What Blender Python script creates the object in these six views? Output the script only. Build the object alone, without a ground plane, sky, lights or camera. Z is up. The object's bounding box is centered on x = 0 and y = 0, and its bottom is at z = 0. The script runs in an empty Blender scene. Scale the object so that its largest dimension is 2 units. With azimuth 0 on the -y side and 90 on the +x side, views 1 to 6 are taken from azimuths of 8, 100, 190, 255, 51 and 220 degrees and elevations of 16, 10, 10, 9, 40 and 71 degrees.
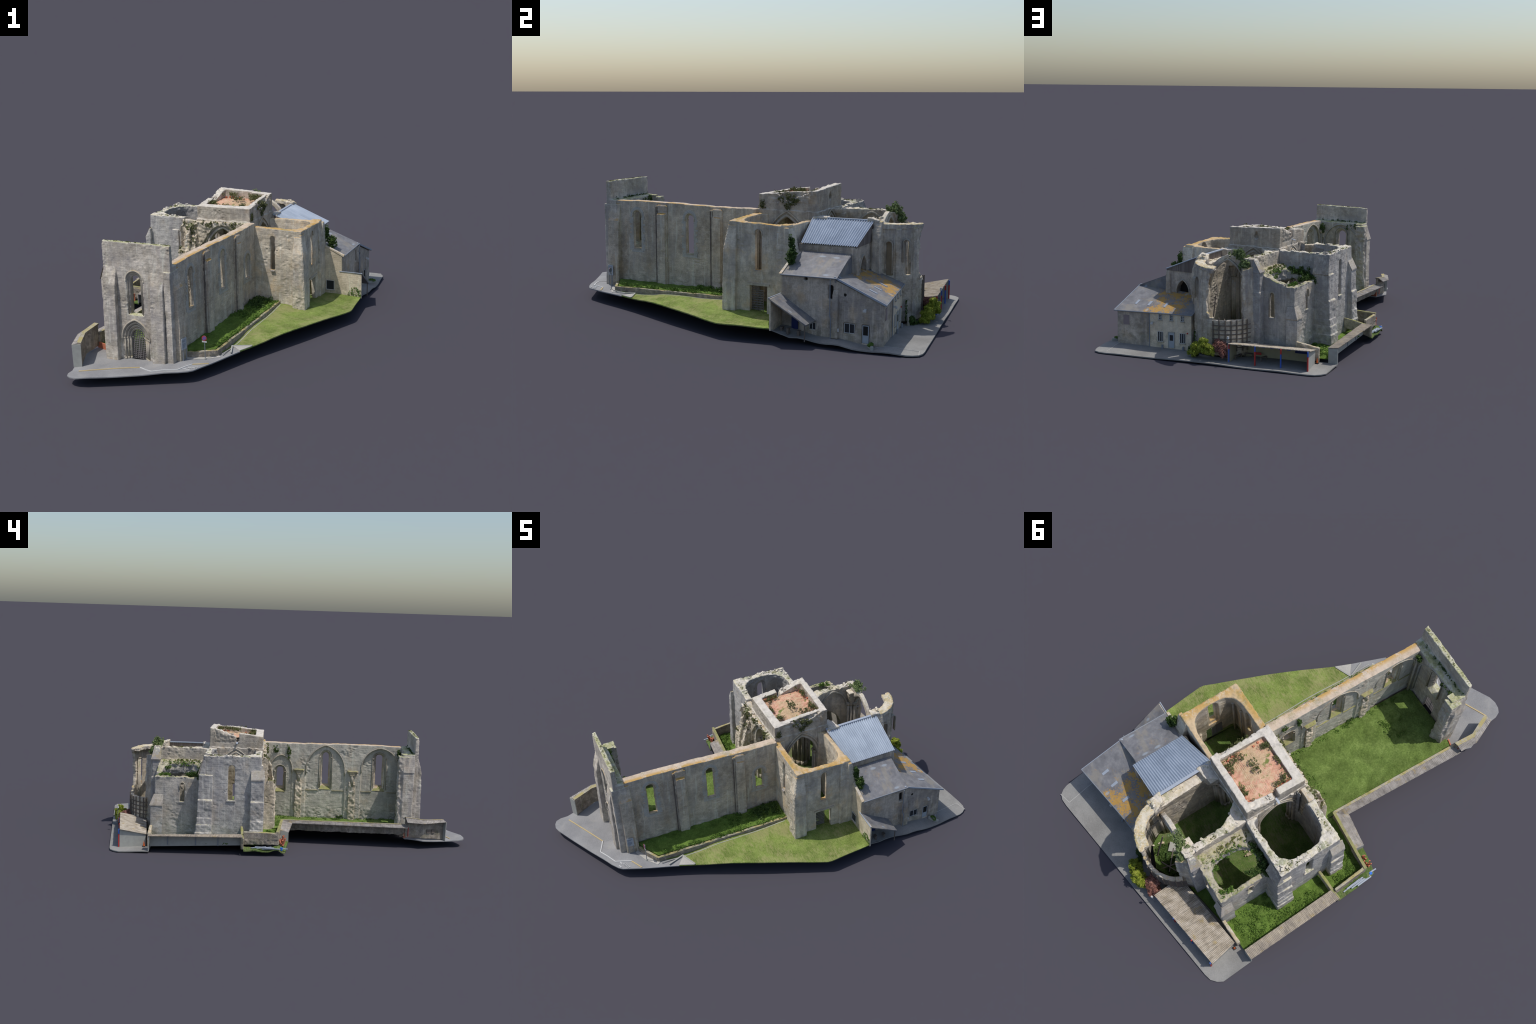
# Ruined gothic abbey church on its plot of ground, with annex houses, garden walls and a playground shelter.
# Everything is modelled in the church's own frame: u = across the nave (east), v = along the nave (north), z up.
import bpy, bmesh, math, random
import numpy as np
from mathutils import Vector, geometry

THETA = math.radians(16.3)          # the nave axis is turned this far from the y axis
random.seed(7)
scene = bpy.context.scene
coll = scene.collection

root = bpy.data.objects.new("ruined_abbey_church", None)
coll.objects.link(root)
root.rotation_euler = (0, 0, -THETA)
root["label"] = "roofless pale limestone gothic church ruin with tower and annexes"
root["category"] = "church ruin"

# ------------------------------------------------------------------ noise
def vnoise(P, seed=0):
    P = np.asarray(P, dtype=np.float64)
    I = np.floor(P).astype(np.int64); F = P - I
    F = F * F * (3 - 2 * F)
    def h(dx, dy, dz):
        x = (I[:, 0] + dx) * 73856093 ^ (I[:, 1] + dy) * 19349663 ^ (I[:, 2] + dz) * 83492791 ^ (seed * 2654435761 + 12345)
        x = (x ^ (x >> 13)) * 1274126177 & 0x7fffffff
        x = (x ^ (x >> 15)) * 48271 & 0x7fffffff
        return x / 1073741824.0 - 1.0
    fx, fy, fz = F[:, 0], F[:, 1], F[:, 2]
    a = h(0,0,0)*(1-fx)+h(1,0,0)*fx; b = h(0,1,0)*(1-fx)+h(1,1,0)*fx
    c = h(0,0,1)*(1-fx)+h(1,0,1)*fx; d = h(0,1,1)*(1-fx)+h(1,1,1)*fx
    return (a*(1-fy)+b*fy)*(1-fz)+(c*(1-fy)+d*fy)*fz

def fbm(P, scale, octv=3, seed=0):
    s = 0; a = 1.0; t = 0
    for o in range(octv):
        s = s + a * vnoise(np.asarray(P) * scale * 2 ** o, seed + o * 17); t += a; a *= .5
    return s / t

# ------------------------------------------------------------------ node helper
class Mat:
    def __init__(self, name, rough=.9, metal=0., spec=.25):
        self.m = bpy.data.materials.new(name); self.m.use_nodes = True
        self.t = self.m.node_tree; self.t.nodes.clear()
        self.out = self.t.nodes.new("ShaderNodeOutputMaterial")
        self.b = self.t.nodes.new("ShaderNodeBsdfPrincipled")
        self.t.links.new(self.b.outputs[0], self.out.inputs[0])
        self.b.inputs["Roughness"].default_value = rough
        self.b.inputs["Metallic"].default_value = metal
        self.b.inputs["Specular IOR Level"].default_value = spec
        self.tc = self.t.nodes.new("ShaderNodeTexCoord")
        self.obj = self.tc.outputs["Object"]; self.nrm = self.tc.outputs["Normal"]
    def put(self, sock, v):
        if isinstance(v, bpy.types.NodeSocket): self.t.links.new(v, sock)
        elif isinstance(v, (tuple, list)) and len(v) == 3 and sock.type == 'RGBA': sock.default_value = (*v, 1)
        else: sock.default_value = v
    def math(self, op, a, b=0., c=None):
        n = self.t.nodes.new("ShaderNodeMath"); n.operation = op
        self.put(n.inputs[0], a); self.put(n.inputs[1], b)
        if c is not None: self.put(n.inputs[2], c)
        return n.outputs[0]
    def sep(self, v):
        n = self.t.nodes.new("ShaderNodeSeparateXYZ"); self.put(n.inputs[0], v); return n.outputs
    def comb(self, x, y, z):
        n = self.t.nodes.new("ShaderNodeCombineXYZ")
        for i, k in enumerate((x, y, z)): self.put(n.inputs[i], k)
        return n.outputs[0]
    def map(self, v, scale=(1,1,1), rot=(0,0,0), loc=(0,0,0)):
        n = self.t.nodes.new("ShaderNodeMapping"); self.put(n.inputs[0], v)
        n.inputs["Location"].default_value = loc; n.inputs["Rotation"].default_value = rot; n.inputs["Scale"].default_value = scale
        return n.outputs[0]
    def noise(self, scale, detail=4, rough=.6, vec=None, dist=0.):
        n = self.t.nodes.new("ShaderNodeTexNoise"); self.put(n.inputs["Vector"], vec or self.obj)
        n.inputs["Scale"].default_value = scale; n.inputs["Detail"].default_value = detail
        n.inputs["Roughness"].default_value = rough; n.inputs["Distortion"].default_value = dist
        return n.outputs[0]
    def voro(self, scale, vec=None, out="Distance", feat='F1'):
        n = self.t.nodes.new("ShaderNodeTexVoronoi"); n.feature = feat; self.put(n.inputs["Vector"], vec or self.obj)
        n.inputs["Scale"].default_value = scale
        return n.outputs[out]
    def wave(self, scale, vec, dist=0., detail=2.):
        n = self.t.nodes.new("ShaderNodeTexWave"); self.put(n.inputs["Vector"], vec)
        n.inputs["Scale"].default_value = scale; n.inputs["Distortion"].default_value = dist; n.inputs["Detail"].default_value = detail
        return n.outputs["Fac"]
    def ss(self, v, lo, hi):
        n = self.t.nodes.new("ShaderNodeMapRange"); n.interpolation_type = 'SMOOTHSTEP'
        self.put(n.inputs[0], v); n.inputs[1].default_value = lo; n.inputs[2].default_value = hi
        return n.outputs[0]
    def ramp(self, f, stops):
        n = self.t.nodes.new("ShaderNodeValToRGB"); self.put(n.inputs[0], f); r = n.color_ramp
        while len(r.elements) < len(stops): r.elements.new(.5)
        for e, (p, c) in zip(r.elements, stops): e.position = p; e.color = (*c, 1)
        return n.outputs[0]
    def mix(self, f, a, b, blend='MIX'):
        n = self.t.nodes.new("ShaderNodeMix"); n.data_type = 'RGBA'; n.blend_type = blend
        self.put(n.inputs[0], f); self.put(n.inputs[6], a); self.put(n.inputs[7], b)
        return n.outputs[2]
    def grey(self, f, lo, hi):
        n = self.t.nodes.new("ShaderNodeMapRange"); self.put(n.inputs[0], f)
        n.inputs[3].default_value = lo; n.inputs[4].default_value = hi
        return n.outputs[0]
    def bump(self, h, strength=.4, dist=.002):
        n = self.t.nodes.new("ShaderNodeBump"); self.put(n.inputs["Height"], h)
        n.inputs["Strength"].default_value = strength; n.inputs["Distance"].default_value = dist
        self.t.links.new(n.outputs[0], self.b.inputs["Normal"])
    def brick(self, vec, w, h, mortar=.0012, c1=(1,1,1), c2=(.85,.85,.85), cm=(.7,.7,.7)):
        n = self.t.nodes.new("ShaderNodeTexBrick"); self.put(n.inputs["Vector"], vec)
        n.inputs["Scale"].default_value = 1; n.inputs["Brick Width"].default_value = w; n.inputs["Row Height"].default_value = h
        n.inputs["Mortar Size"].default_value = mortar; n.inputs["Mortar Smooth"].default_value = .6
        self.put(n.inputs["Color1"], c1); self.put(n.inputs["Color2"], c2); self.put(n.inputs["Mortar"], cm)
        return n.outputs["Color"], n.outputs["Fac"]
    def wallco(self):
        """(along wall, height) for upright faces of any heading, (u, v) on flat tops"""
        n = self.sep(self.nrm); p = self.sep(self.obj)
        ax = self.math('ABSOLUTE', n[0]); ay = self.math('ABSOLUTE', n[1])
        f = self.math('GREATER_THAN', ax, ay)
        t = self.math('MULTIPLY_ADD', self.math('SUBTRACT', p[1], p[0]), f, p[0])
        return self.comb(t, p[2], 0.)
    def color(self, c):
        self.put(self.b.inputs["Base Color"], c); return self.m

def flat_mat(name, c, rough=.7, metal=0., vary=.12):
    M = Mat(name, rough, metal)
    f = M.noise(60, 4)
    return M.color(M.mix(1., c, M.comb(*[M.grey(f, 1 - vary, 1 + vary)] * 3), 'MULTIPLY'))

WARM, COOL = (1.66, 1.56, 1.43), (1.22, 1.20, 1.17)          # overall lightness of the limestone
def stone_mat(name, lo=(.235,.215,.185), mid=(.325,.302,.265), hi=(.42,.395,.35), weather=(.17,.168,.178), weather_amt=.55,
              top=(.60,.55,.48), lichen=(.50,.30,.07), lichen_amt=.25, moss_amt=.3, brick=(.026,.0115), brick_c=.84,
              warm=(.36,.27,.17), warm_amt=.3, rubble=0., gain=WARM, edge=None):
    M = Mat(name, .92, 0, .15)
    lo, mid, hi, weather, warm = [tuple(k*g for k, g in zip(c, gain)) for c in (lo, mid, hi, weather, warm)]
    w = M.wallco(); p = M.sep(M.obj); nz = M.sep(M.nrm)[2]
    big = M.noise(7, 5, .62); med = M.noise(34, 5, .65); fine = M.noise(190, 3, .6)
    c = M.ramp(M.math('ADD', M.math('MULTIPLY', big, .55), M.math('MULTIPLY', med, .45)), [(.40, lo), (.5, mid), (.60, hi)])
    bc, bf = M.brick(M.map(w, loc=(.003, .002, 0)), brick[0], brick[1], .0011, (1.06,1.05,1.03), (.88,.885,.9), (brick_c,)*3)
    c = M.mix(.42, c, bc, 'MULTIPLY')
    if rubble:
        v = M.voro(70, w, "Color"); c = M.mix(rubble, c, M.mix(.75, c, M.ramp(M.sep(v)[0], [(0, (.6,.58,.56)), (1, (1.35,1.3,1.25))]), 'MULTIPLY'))
    if edge == 'east':
        out = M.ss(M.math('MULTIPLY_ADD', p[1], -.035, p[0]), .026, .036)
        fb, _ = M.brick(w, .016, .0058, .0009, (1.04,1.0,.94), (.86,.83,.79), (.72,.69,.66))
        c = M.mix(out, M.mix(.45, c, M.ramp(M.noise(11, 4, .6), [(.35, (.40,.41,.36)), (.65, (.55,.555,.50))])), M.mix(.7, c, fb, 'MULTIPLY'))
    c = M.mix(1., c, M.comb(*[M.grey(fine, .72, 1.28)] * 3), 'MULTIPLY')
    # warm iron stains and grey weathering, running down in streaks
    st = M.noise(1, 4, .6, M.map(M.obj, (38, 38, 6)))
    c = M.mix(M.math('MULTIPLY', M.ss(M.noise(11, 4, .6, M.map(M.obj, loc=(3,1,2))), .52, .72), warm_amt), c, warm)
    wt = M.math('MULTIPLY', M.ss(M.math('ADD', M.math('MULTIPLY', st, .5), M.math('MULTIPLY', M.noise(6, 4, .6, M.map(M.obj, loc=(7,3,1))), .5)), .44, .62), weather_amt)
    c = M.mix(wt, c, weather)
    pale = M.math('MULTIPLY', M.ss(M.noise(1, 3, .6, M.map(M.obj, (60, 60, 5), loc=(5,2,1))), .56, .68), .35)
    c = M.mix(pale, c, tuple(min(.75, k*1.25) for k in hi))
    # crumbled pits
    pit = M.ss(M.voro(120, M.map(M.obj, (1, 1, 1.8))), .12, .3)
    pm = M.math('MULTIPLY', M.math('SUBTRACT', 1., pit), M.ss(M.noise(13, 3), .55, .66))
    c = M.mix(M.math('MULTIPLY', pm, .55), c, (.10,.09,.08))
    # dry pale ledges, lichen and moss on what faces up
    up = M.ss(nz, .35, .75)
    c = M.mix(M.math('MULTIPLY', up, .85), c, M.ramp(M.noise(40, 5, .7), [(.3, tuple(k*.68 for k in top)), (.5, top), (.75, tuple(min(k*1.2,.9) for k in top))]))
    ln = M.ss(M.math('ADD', M.math('MULTIPLY', M.noise(18, 4, .6), .6), M.math('MULTIPLY', M.noise(130, 3, .7), .4)), .5 - .16*lichen_amt, .62 - .16*lichen_amt)
    lk = M.math('MULTIPLY', M.math('MULTIPLY', up, ln), min(1., lichen_amt*1.6))
    if edge == 'east':        # thickest along the outer edge of the leaning nave wall
        k = M.math('MULTIPLY_ADD', p[1], -.035, p[0]); lk = M.math('MULTIPLY', lk, M.math('MULTIPLY_ADD', M.math('MULTIPLY', M.ss(k, .022, .046), M.math('SUBTRACT', 1., M.ss(p[1], -.25, .0))), .85, .15))
    if edge == 'south_east':
        k = M.math('MAXIMUM', M.ss(p[0], .255, .305), M.math('SUBTRACT', 1., M.ss(p[1], .03, .075))); lk = M.math('MULTIPLY', lk, M.math('MULTIPLY_ADD', k, .8, .2))
    c = M.mix(lk, c, lichen)
    mn = M.ss(M.math('ADD', M.math('MULTIPLY', M.noise(14, 4, .6, M.map(M.obj, loc=(1,8,4))), .6), M.math('MULTIPLY', M.noise(110, 3, .7), .4)), .53, .6)
    c = M.mix(M.math('MULTIPLY', M.math('MULTIPLY', M.ss(nz, .1, .6), mn), moss_amt), c, (.13,.17,.04))
    low = M.math('SUBTRACT', 1., M.ss(p[2], .06, .17))
    c = M.mix(M.math('MULTIPLY', M.math('MULTIPLY', low, M.ss(M.noise(26, 4), .45, .65)), .4), c, (.17,.165,.10))
    M.bump(M.math('ADD', M.math('MULTIPLY', bf, -.22), M.math('ADD', med, M.math('MULTIPLY', fine, .6))), .55, .003)
    return M.color(c)

# ------------------------------------------------------------------ mesh helper
class Geo:
    def __init__(self): self.v = []; self.f = []
    def add(self, vs, fs):
        o = len(self.v); self.v += [tuple(p) for p in vs]; self.f += [tuple(i + o for i in f) for f in fs]; return self
    def box(self, u0, u1, v0, v1, z0, z1):
        vs = [(u, v, z) for z in (z0, z1) for u, v in ((u0,v0),(u1,v0),(u1,v1),(u0,v1))]
        return self.add(vs, [(3,2,1,0),(4,5,6,7),(0,1,5,4),(1,2,6,5),(2,3,7,6),(3,0,4,7)])
    def hexa(self, low, high):
        """4 low corners and 4 high corners, both anticlockwise from above"""
        return self.add(list(low) + list(high), [(3,2,1,0),(4,5,6,7),(0,1,5,4),(1,2,6,5),(2,3,7,6),(3,0,4,7)])
    def rings(self, rs):
        n = len(rs[0]); vs = [p for r in rs for p in r]; fs = [tuple(range(n))[::-1], tuple(range(n*(len(rs)-1), n*len(rs)))]
        for k in range(len(rs)-1):
            for i in range(n):
                j = (i+1) % n; fs.append((k*n+i, k*n+j, (k+1)*n+j, (k+1)*n+i))
        return self.add(vs, fs)
    def prism(self, poly, axis, a, b, poly_b=None):
        def at(p, k):
            return (k, p[0], p[1]) if axis == 'u' else (p[0], k, p[1]) if axis == 'v' else (p[0], p[1], k)
        return self.rings([[at(p, a) for p in poly], [at(p, b) for p in (poly_b or poly)]])
    def cyl(self, c, r, z0, z1, n=12, r1=None):
        r1 = r if r1 is None else r1
        return self.rings([[(c[0]+q*math.cos(2*math.pi*i/n), c[1]+q*math.sin(2*math.pi*i/n), z) for i in range(n)] for q, z in ((r, z0), (r1, z1))])
    def tube(self, pts, r, n=6, closed=False):
        """round bar along a path"""
        P = [Vector(p) for p in pts]; rs = []
        for i, p in enumerate(P):
            d = (P[min(i+1, len(P)-1)] - P[max(i-1, 0)]).normalized()
            a = d.cross(Vector((0, 0, 1)))
            if a.length < .1: a = d.cross(Vector((0, 1, 0)))
            a.normalize(); b = d.cross(a)
            rs.append([tuple(p + a*r*math.cos(2*math.pi*k/n) + b*r*math.sin(2*math.pi*k/n)) for k in range(n)])
        return self.rings(rs)
    def bar(self, a, b, w, h):
        """squared bar between two points; w level, h across"""
        a, b = Vector(a), Vector(b); d = (b-a).normalized(); s = d.cross(Vector((0,0,1)))
        if s.length < .1: s = Vector((1,0,0))
        s = s.normalized()*w/2; t = s.cross(d).normalized()*h/2
        return self.rings([[tuple(q+s+t), tuple(q-s+t), tuple(q-s-t), tuple(q+s-t)] for q in (a, b)])
    def sector(self, c, r0, r1, a0, a1, z0, z1, n=24, z1b=None):
        """piece of a ring wall; angles in degrees from +u"""
        rs = []
        for i in range(n+1):
            t = math.radians(a0 + (a1-a0)*i/n); zz = z1 if z1b is None else z1 + (z1b-z1)*i/n
            cs, sn = math.cos(t), math.sin(t)
            rs.append([(c[0]+r*cs, c[1]+r*sn, z) for r, z in ((r0, z0), (r1, z0), (r1, zz), (r0, zz))])
        return self.rings(rs)
    def mesh(self, name, fix=True):
        m = bpy.data.meshes.new(name); m.from_pydata(self.v, [], self.f)
        if fix:
            b = bmesh.new(); b.from_mesh(m); bmesh.ops.recalc_face_normals(b, faces=b.faces); b.to_mesh(m); b.free()
        m.update(); return m

def put(name, mesh, mats, parent=None, smooth=False, kind=None):
    o = bpy.data.objects.new(name, mesh); coll.objects.link(o); o.parent = parent or root
    for m in (mats if isinstance(mats, (list, tuple)) else [mats]): mesh.materials.append(m)
    if smooth: mesh.polygons.foreach_set("use_smooth", [True]*len(mesh.polygons))
    if kind: o["kind"] = kind
    return o

def part(name, geo, mat, parent=None, smooth=False, kind=None):
    return put(name, geo.mesh(name), mat, parent, smooth, kind)

def smooth_by_angle(o, deg=35):
    o.data.polygons.foreach_set("use_smooth", [True]*len(o.data.polygons))
    b = bmesh.new(); b.from_mesh(o.data)
    for e in b.edges:
        if len(e.link_faces) == 2 and e.calc_face_angle(0) > math.radians(deg): e.smooth = False
    b.to_mesh(o.data); b.free()

def stone(name, adds, cuts, mat, parent=None, voxel=.0036, amp=.0009, block=.0005, crumble=None, warp=None, seed=1):
    """masonry: union of closed pieces, openings cut, worn by voxel remesh and by block and crumble relief"""
    tmp = []
    def tob(g, n):
        o = bpy.data.objects.new(n, g.mesh(n)); coll.objects.link(o); tmp.append(o); return o
    base = tob(adds[0], "tmp")
    def mod(g, op):
        m = base.modifiers.new("b", 'BOOLEAN'); m.operation = op; m.object = tob(g, "tmpc"); m.solver = 'EXACT'
    for g in adds[1:]: mod(g, 'UNION')
    for g in cuts: mod(g, 'DIFFERENCE')
    r = base.modifiers.new("r", 'REMESH'); r.mode = 'VOXEL'; r.voxel_size = voxel
    dg = bpy.context.evaluated_depsgraph_get()
    me = bpy.data.meshes.new_from_object(base.evaluated_get(dg))
    for o in tmp:
        d = o.data; bpy.data.objects.remove(o); bpy.data.meshes.remove(d)
    n = len(me.vertices)
    P = np.empty(n*3, np.float32); me.vertices.foreach_get("co", P); P = P.reshape(-1, 3).astype(np.float64)
    N = np.empty(n*3, np.float32); me.vertex_normals.foreach_get("vector", N); N = N.reshape(-1, 3).astype(np.float64)
    d = amp * (fbm(P, 55, 3, seed) * 1.1 + fbm(P, 16, 2, seed+5) * 1.2)
    course = np.floor(P[:, 2]/.0115); along = np.where(np.abs(N[:, 0]) > np.abs(N[:, 1]), P[:, 1], P[:, 0])
    q = np.floor(along/.026 + .5*(course % 2))
    d += block * vnoise(np.stack([q+.5, course+.5, np.full(n, .5)], 1) * 1.0 + .37, seed+9) * (np.abs(N[:, 2]) < .5)
    # broken patches where the facing has fallen off
    fallen = np.clip(fbm(P, 13, 3, seed+3) * 4 - .75, 0, 1)
    d += fallen * (.0042 * fbm(P * np.array((1, 1, 1.7)), 85, 2, seed+4) - .0008)
    if crumble is not None:
        k = crumble(P, N); d += k * (.0058 * fbm(P, 70, 3, seed+21) + .005 * fbm(P, 26, 2, seed+22))
    P = P + N * d[:, None]
    if warp is not None: P = warp(P)
    me.vertices.foreach_set("co", P.astype(np.float32).ravel()); me.update()
    me.name = name
    return put(name, me, mat, parent, True)

def pointed(c, a, spring, apex, bottom, n=7):
    """outline of a pointed (or round) arched opening, half width a, from its foot on the left over the top"""
    h = apex - spring; pts = [(c-a, bottom)]
    if h >= a*.98:
        R = (h*h + a*a)/(2*a); t1 = math.asin(min(1, h/R))
        L = [(c-a+R-R*math.cos(t1*i/n), spring+R*math.sin(t1*i/n)) for i in range(n+1)]
    else:
        L = [(c-a*math.cos(math.pi/2*i/n), spring+h*math.sin(math.pi/2*i/n)) for i in range(n+1)]
    return pts + L + [(2*c-x, z) for x, z in L[-2::-1]] + [(c+a, bottom)]

def arch_band(g, c, a, spring, apex, foot, axis, k0, k1, w, n=10):
    """arched moulding: band of width w outside the arch, from k0 to k1 along the axis"""
    inn = pointed(c, a, spring, apex, foot, n); out = pointed(c, a+w, spring, apex+w*1.15, foot, n)
    at = (lambda p, k: (k, p[0], p[1])) if axis == 'u' else (lambda p, k: (p[0], k, p[1]))
    rs = [[at(i, k0), at(o, k0), at(o, k1), at(i, k1)] for i, o in zip(inn, out)]
    return g.rings(rs)

def roundrect(c, hu, hv, n, m=32, corner=lambda cu, cv: True):
    pts = []
    for i in range(m):
        t = 2*math.pi*i/m; cs, sn = math.cos(t), math.sin(t)
        e = 2/(n if corner(cs, sn) else 14)
        pts.append((c[0]+hu*math.copysign(abs(cs)**e, cs), c[1]+hv*math.copysign(abs(sn)**e, sn)))
    return pts

# ------------------------------------------------------------------ materials
ORANGE = (.50, .315, .11)
M_NAVE = stone_mat("nave_stone", top=(.56,.46,.37), lichen=ORANGE, lichen_amt=.75, edge='east', weather=(.20,.197,.20), weather_amt=.5)
M_FACADE = stone_mat("facade_stone", gain=(1.44, 1.39, 1.33), top=(.55,.53,.42), lichen=(.33,.33,.12), lichen_amt=.4, moss_amt=.4, weather=(.235,.225,.23), weather_amt=.6, hi=(.46,.43,.385))
M_TRANSEPT = stone_mat("transept_stone", lo=(.265,.245,.205), mid=(.355,.332,.285), hi=(.45,.425,.37), top=(.55,.42,.27), lichen=ORANGE, lichen_amt=.65, edge='south_east', warm=(.42,.30,.16), warm_amt=.45, weather_amt=.5)
M_TOWER = stone_mat("tower_stone", gain=(1.36, 1.29, 1.2), top=(.61,.565,.50), lichen=(.40,.36,.22), lichen_amt=.12, moss_amt=.12, warm=(.40,.27,.14), warm_amt=.35, weather_amt=.45)
M_WEST = stone_mat("chapel_stone", gain=COOL, lo=(.255,.245,.235), mid=(.345,.335,.32), hi=(.45,.435,.41), top=(.64,.59,.50), lichen=(.40,.34,.10), lichen_amt=.2, moss_amt=.55, weather=(.245,.24,.255), weather_amt=.55)
M_NORTH = stone_mat("low_chapel_stone", gain=COOL, lo=(.255,.24,.22), mid=(.345,.325,.295), hi=(.45,.42,.38), top=(.42,.38,.29), lichen=(.36,.33,.10), lichen_amt=.25, moss_amt=.8, weather=(.235,.23,.24), weather_amt=.5)
M_CHOIR = stone_mat("choir_stone", lo=(.245,.225,.195), mid=(.33,.305,.265), hi=(.43,.40,.345), top=(.66,.60,.51), lichen=(.45,.36,.12), lichen_amt=.2, moss_amt=.45, warm=(.37,.29,.16))
M_APSE = stone_mat("apse_stone", top=(.62,.56,.44), lichen=(.50,.34,.10), lichen_amt=.4, moss_amt=.3, weather=(.165,.165,.18), weather_amt=.7)
M_CAP = stone_mat("lichen_slab_stone", gain=COOL, top=(.33,.31,.32), lichen=(.44,.33,.08), lichen_amt=.35, moss_amt=.3, mid=(.34,.31,.28))
M_RUBBLE = stone_mat("rubble_stone", lo=(.20,.185,.15), mid=(.34,.315,.265), hi=(.50,.46,.40), top=(.55,.50,.42), moss_amt=.7, weather_amt=.3, brick=(.018,.009), brick_c=.6, rubble=.6)
M_GARDEN = stone_mat("garden_wall_stone", gain=COOL, lo=(.16,.14,.115), mid=(.235,.21,.18), hi=(.33,.30,.255), top=(.40,.37,.29), lichen=(.40,.32,.08), lichen_amt=.4, moss_amt=.5, weather_amt=.3, brick=(.012,.006), rubble=.7)
M_MOSSWALL = stone_mat("mossy_wall_stone", lo=(.19,.17,.13), mid=(.27,.25,.20), hi=(.36,.33,.27), top=(.27,.25,.13), lichen=(.28,.29,.08), lichen_amt=.4, moss_amt=.6, weather_amt=.2, brick=(.014,.007), rubble=.5)
M_HOUSE = stone_mat("house_render", gain=(1.55, 1.47, 1.38), lo=(.21,.19,.16), mid=(.30,.275,.24), hi=(.38,.35,.31), weather=(.16,.155,.16), weather_amt=.6, brick=(.016,.008), brick_c=.9, warm=(.40,.30,.19), warm_amt=.5, rubble=.3)
M_NHOUSE = stone_mat("house_plaster", lo=(.36,.325,.27), mid=(.42,.385,.32), hi=(.48,.44,.37), weather_amt=.12, brick=(.4,.4), brick_c=1., warm_amt=.15)
M_CINDER = stone_mat("block_wall", lo=(.30,.27,.21), mid=(.38,.345,.28), hi=(.46,.42,.34), weather_amt=.1, brick=(.021,.0105), brick_c=1.25, warm_amt=.2)
M_STRIP = stone_mat("shade_darkened_brown_strip", lo=(.10,.08,.065), mid=(.15,.12,.10), hi=(.21,.175,.15), gain=(1,1,1), brick=(.02,.006), brick_c=.6, weather_amt=.2)  # brown darkened to carry the occlusion shade beside the nave buttresses
M_DRESS = stone_mat("dressed_stone", lo=(.36,.345,.31), mid=(.44,.425,.385), hi=(.50,.485,.445), gain=(1,1,1), weather_amt=.15, brick=(.05,.03), brick_c=.95, moss_amt=.1)
M_TRIM = stone_mat("trim_stone", gain=(1.2, 1.15, 1.08), lo=(.30,.28,.24), mid=(.39,.365,.315), hi=(.47,.44,.385), weather_amt=.45, brick=(.05,.02), brick_c=.85, top=(.42,.39,.33), moss_amt=.3)

def roof_metal():
    M = Mat("blue_sheet_metal", .5, .1, .4)
    f = M.noise(9, 4); g = M.noise(1, 3, .6, M.map(M.obj, (4, 120, 4)))
    c = M.ramp(M.math('ADD', M.math('MULTIPLY', f, .6), M.math('MULTIPLY', g, .4)), [(.3, (.245,.29,.36)), (.5, (.33,.385,.465)), (.7, (.43,.485,.565))])
    return M.color(c)
def slate(lichen_box=None):
    M = Mat("slate_lichen" if lichen_box else "slate", .75, 0, .3)
    p = M.sep(M.obj)
    c = M.ramp(M.noise(26, 6, .7), [(.3, (.135,.135,.145)), (.55, (.205,.205,.215)), (.75, (.29,.285,.28))])
    c = M.mix(M.math('MULTIPLY', M.ss(M.noise(9, 4, .6, M.map(M.obj, (1, 2, 1))), .48, .62), .5), c, (.30,.27,.215))
    sp = M.math('ADD', M.math('MULTIPLY', M.noise(150, 3, .7), .5), M.math('MULTIPLY', M.noise(20, 4, .6), .5))
    if lichen_box:
        u0, u1 = lichen_box
        k = M.math('MULTIPLY', M.ss(p[0], u0 - .05, u0 + .05), M.math('SUBTRACT', 1., M.ss(p[0], u1 - .1, u1 + .02)))
        thr = M.math('SUBTRACT', sp, M.math('MULTIPLY', k, .155))
        m = M.math('SUBTRACT', 1., M.ss(thr, .33, .385))
    else:
        m = M.math('MULTIPLY', M.ss(sp, .58, .62), .22)
    c = M.mix(M.math('MULTIPLY', m, .9), c, M.mix(M.noise(90, 2), (.42,.22,.03), (.55,.33,.08)))
    pale = M.ss(M.voro(17, M.map(M.obj, (1, .45, 1), loc=(.2,.3,0))), .16, .08)
    c = M.mix(M.math('MULTIPLY', pale, .55), c, (.36,.42,.48))
    M.bump(M.noise(160, 3), .3, .002)
    return M.color(c)
def corrugated(name, cols, axis, freq, dirt=.5):
    M = Mat(name, .85, 0, .2)
    sc = [1, 1, 1]
    f = M.noise(30, 6, .7, M.map(M.obj, (1, 1, 1)))
    c = M.ramp(f, [(.32, cols[0]), (.5, cols[1]), (.68, cols[2])])
    st = M.noise(1, 4, .65, M.map(M.obj, (freq, 10, 10) if axis == 'u' else (10, freq, 10)))
    c = M.mix(M.math('MULTIPLY', M.ss(st, .5, .65), dirt), c, (.10,.09,.075))
    c = M.mix(M.math('MULTIPLY', M.ss(M.noise(20, 5, .7, M.map(M.obj, loc=(4,2,0))), .56, .68), .5), c, (.38,.27,.06))
    return M.color(c)
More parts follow.
